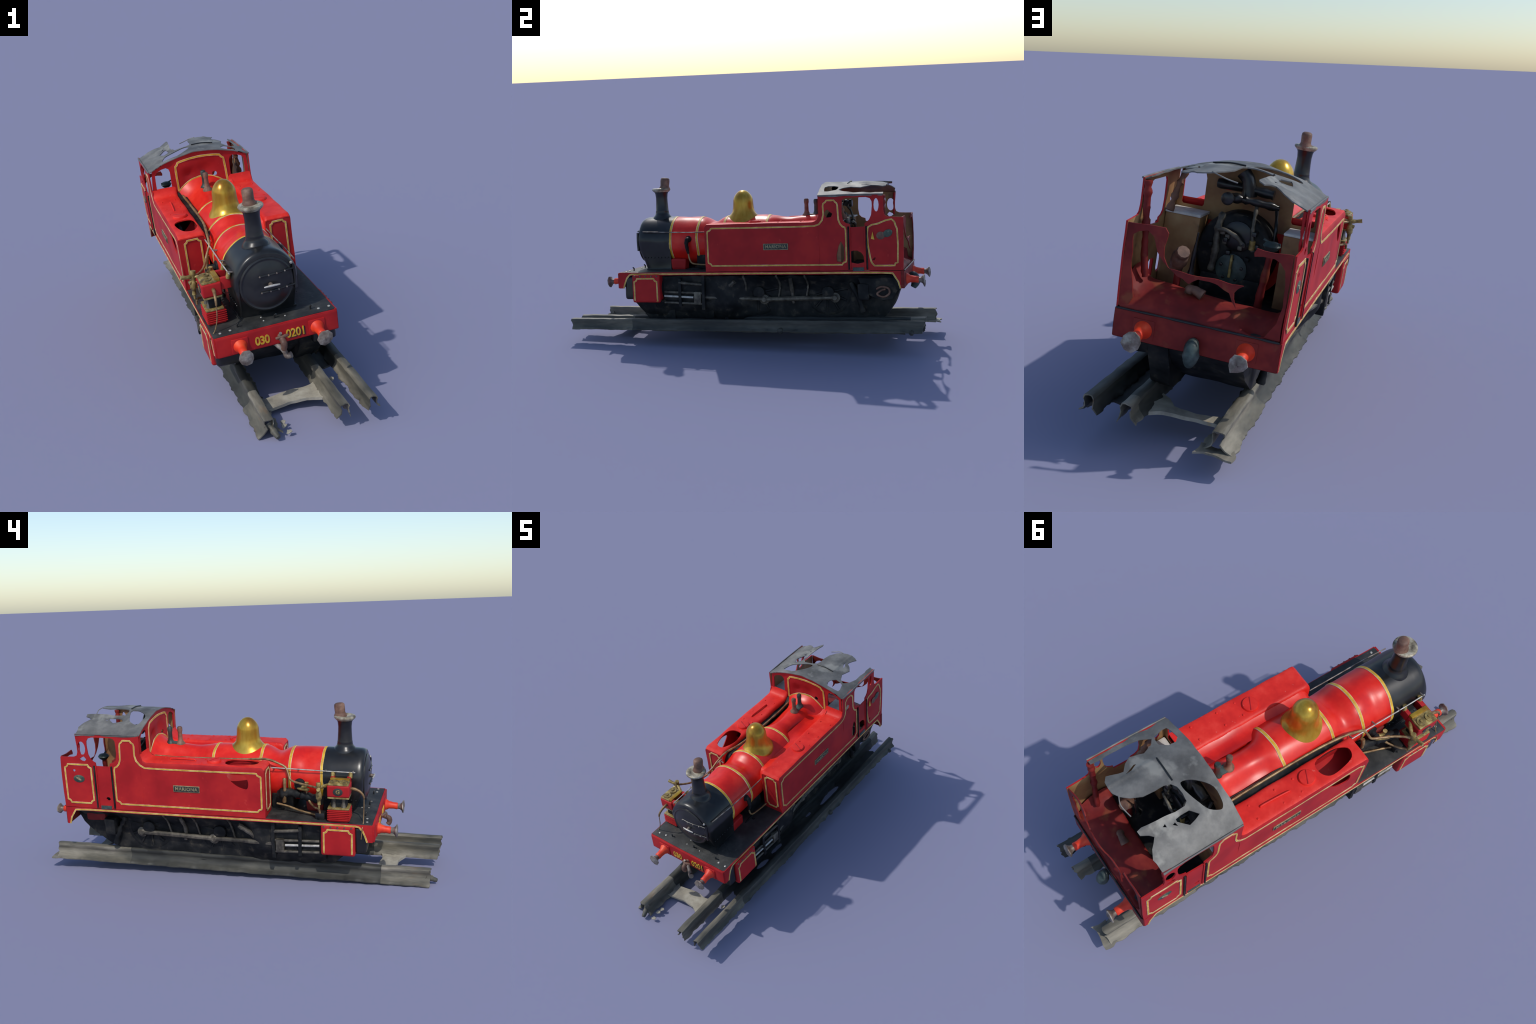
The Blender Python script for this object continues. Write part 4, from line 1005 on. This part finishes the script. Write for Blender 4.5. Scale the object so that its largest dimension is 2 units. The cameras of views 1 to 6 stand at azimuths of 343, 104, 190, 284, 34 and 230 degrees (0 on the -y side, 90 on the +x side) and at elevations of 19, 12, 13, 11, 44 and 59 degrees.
# ------------------------------------------------------------------ track
def rail(name, xc, y0, y1, section, mat, seed, ragged, dark=None):
    """Thin worn rail shell: section of (dx, z, raggedness weight) swept along y; feet are torn."""
    n = int((y1 - y0) / 0.012)
    m = len(section)
    th = 0.005
    V, F, M = [], [], []
    for side_ in (0, 1):
        for i in range(n + 1):
            t = i / n
            y = y0 + (y1 - y0) * t
            for j, (dx, z, w) in enumerate(section):
                jag = noise.noise(Vector((y * 26, seed + (5 if dx > 0 else 0), 0))) + 0.6 * noise.noise(Vector((y * 70, seed, 7)))
                ragx = math.copysign(1, dx) * w * ragged * jag
                endjag = 0.016 * noise.noise(Vector((dx * 60, seed * 3, z * 40))) * (1 if t > 0.98 else (-1 if t < 0.02 else 0))
                k = 0 if side_ == 0 else 1
                nx_, nz_ = (-math.copysign(1, dx) if abs(dx) > 0.008 and w < 0.5 else 0), -1
                p = Vector((xc + dx + ragx + k * nx_ * th * 0.6, y + endjag, z + (w * ragged * 0.35 * jag) + k * nz_ * th * (0.6 if nx_ else 1)))
                V.append(p + wobble((p.x * 1.0, p.y, z), 0.0025, 16, seed))
    A = (n + 1) * m
    for i in range(n):
        yy = y0 + (y1 - y0) * (i + 0.5) / n
        for j in range(m - 1):
            q = (i * m + j, i * m + j + 1, (i + 1) * m + j + 1, (i + 1) * m + j)
            F.append(q)
            F.append(tuple(a + A for a in reversed(q)))
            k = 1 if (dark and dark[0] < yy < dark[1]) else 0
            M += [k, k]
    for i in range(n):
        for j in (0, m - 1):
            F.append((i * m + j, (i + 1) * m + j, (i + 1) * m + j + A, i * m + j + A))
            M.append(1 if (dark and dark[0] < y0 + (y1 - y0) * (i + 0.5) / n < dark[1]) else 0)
    for j in range(m - 1):
        for i in (0, n):
            F.append((i * m + j, i * m + j + 1, i * m + j + 1 + A, i * m + j + A))
            M.append(0)
    return make(name, V, F, [mat, RAIL_DARK], TRACK, M, 50)


wide = [(-0.050, 0.054, 1.0), (-0.040, 0.060, .6), (-0.026, 0.066, .2), (-0.017, 0.076, 0), (-0.012, 0.088, 0), (-0.015, 0.100, 0), (-0.020, 0.107, 0), (-0.019, 0.117, 0), (-0.012, 0.1215, 0), (0.004, 0.1225, 0), (0.016, 0.120, 0),
        (0.020, 0.113, 0), (0.016, 0.100, 0), (0.015, 0.086, 0), (0.018, 0.074, 0), (0.028, 0.065, .2), (0.038, 0.060, .7), (0.046, 0.055, 1.0)]
slim = [(-0.034, 0.060, 1.0), (-0.027, 0.068, .4), (-0.018, 0.078, 0), (-0.013, 0.094, 0), (-0.017, 0.104, 0), (-0.017, 0.116, 0), (-0.010, 0.1205, 0), (0.004, 0.1215, 0), (0.015, 0.118, 0), (0.018, 0.108, 0), (0.015, 0.094, 0),
        (0.016, 0.080, 0), (0.020, 0.070, .4), (0.024, 0.058, 1.0)]
guard = [(-0.030, 0.066, 1.0), (-0.024, 0.073, .4), (-0.017, 0.084, 0), (-0.015, 0.102, 0), (-0.017, 0.113, 0), (-0.010, 0.1205, 0), (0.004, 0.1215, 0), (0.016, 0.119, 0), (0.018, 0.110, 0), (0.016, 0.098, 0), (0.016, 0.084, 0),
         (0.019, 0.075, .3), (0.027, 0.067, 1.0)]
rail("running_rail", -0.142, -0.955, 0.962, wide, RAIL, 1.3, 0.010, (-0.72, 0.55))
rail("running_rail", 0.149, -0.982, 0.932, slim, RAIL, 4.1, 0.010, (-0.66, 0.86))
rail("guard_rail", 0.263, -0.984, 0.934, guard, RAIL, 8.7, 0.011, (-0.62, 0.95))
# torn end lumps of the left rail
tube("rail_end_flake", [(-0.140, -0.93, 0.085), (-0.128, -0.962, 0.066), (-0.122, -0.985, 0.056)], 0.012, RAIL, TRACK, lumps=0.5, taper=lambda f: 1.3 - 0.6 * f)
for y in (0.21, 0.87):
    tube("rail_clip", [(0.268, y, 0.074), (0.285, y + rng.uniform(-0.01, 0.01), 0.066), (0.300 + rng.uniform(-0.006, 0.007), y, 0.060)], 0.012, RAIL_DARK, TRACK, lumps=0.6, taper=lambda f: 1.3 - 0.5 * f)
rear_foot = sheet("rail_foot_scrap", [(-0.200, 0.955), (-0.198, 0.992), (-0.150, 0.985), (-0.110, 0.982), (-0.082, 0.994), (-0.092, 0.965), (-0.09, 0.93), (-0.19, 0.93)], [], lambda u, v, d: (u, v, 0.057 - d), 0.006, [RAIL], TRACK, step=0.01, amp=0.006, freq=25)
flake = sheet("stone_flake", [(-0.012, -0.006), (0.0, -0.010), (0.013, -0.004), (0.010, 0.008), (-0.006, 0.009)], [], lambda u, v, d: (u, v, 0.002 - d), 0.004, [CONCRETE], TRACK, step=0.006, amp=0.004, freq=60)
repeats("stone_flake", flake, [(-0.072, -0.958, 0.050), (-0.078, -0.915, 0.052), (-0.074, -0.89, 0.052), (0.200, -0.70, 0.062)], TRACK, rot=[(0.1, 0.1, 0.3 * k) for k in range(4)])

# sleepers: only two are left in view, scooped where the ground was lost
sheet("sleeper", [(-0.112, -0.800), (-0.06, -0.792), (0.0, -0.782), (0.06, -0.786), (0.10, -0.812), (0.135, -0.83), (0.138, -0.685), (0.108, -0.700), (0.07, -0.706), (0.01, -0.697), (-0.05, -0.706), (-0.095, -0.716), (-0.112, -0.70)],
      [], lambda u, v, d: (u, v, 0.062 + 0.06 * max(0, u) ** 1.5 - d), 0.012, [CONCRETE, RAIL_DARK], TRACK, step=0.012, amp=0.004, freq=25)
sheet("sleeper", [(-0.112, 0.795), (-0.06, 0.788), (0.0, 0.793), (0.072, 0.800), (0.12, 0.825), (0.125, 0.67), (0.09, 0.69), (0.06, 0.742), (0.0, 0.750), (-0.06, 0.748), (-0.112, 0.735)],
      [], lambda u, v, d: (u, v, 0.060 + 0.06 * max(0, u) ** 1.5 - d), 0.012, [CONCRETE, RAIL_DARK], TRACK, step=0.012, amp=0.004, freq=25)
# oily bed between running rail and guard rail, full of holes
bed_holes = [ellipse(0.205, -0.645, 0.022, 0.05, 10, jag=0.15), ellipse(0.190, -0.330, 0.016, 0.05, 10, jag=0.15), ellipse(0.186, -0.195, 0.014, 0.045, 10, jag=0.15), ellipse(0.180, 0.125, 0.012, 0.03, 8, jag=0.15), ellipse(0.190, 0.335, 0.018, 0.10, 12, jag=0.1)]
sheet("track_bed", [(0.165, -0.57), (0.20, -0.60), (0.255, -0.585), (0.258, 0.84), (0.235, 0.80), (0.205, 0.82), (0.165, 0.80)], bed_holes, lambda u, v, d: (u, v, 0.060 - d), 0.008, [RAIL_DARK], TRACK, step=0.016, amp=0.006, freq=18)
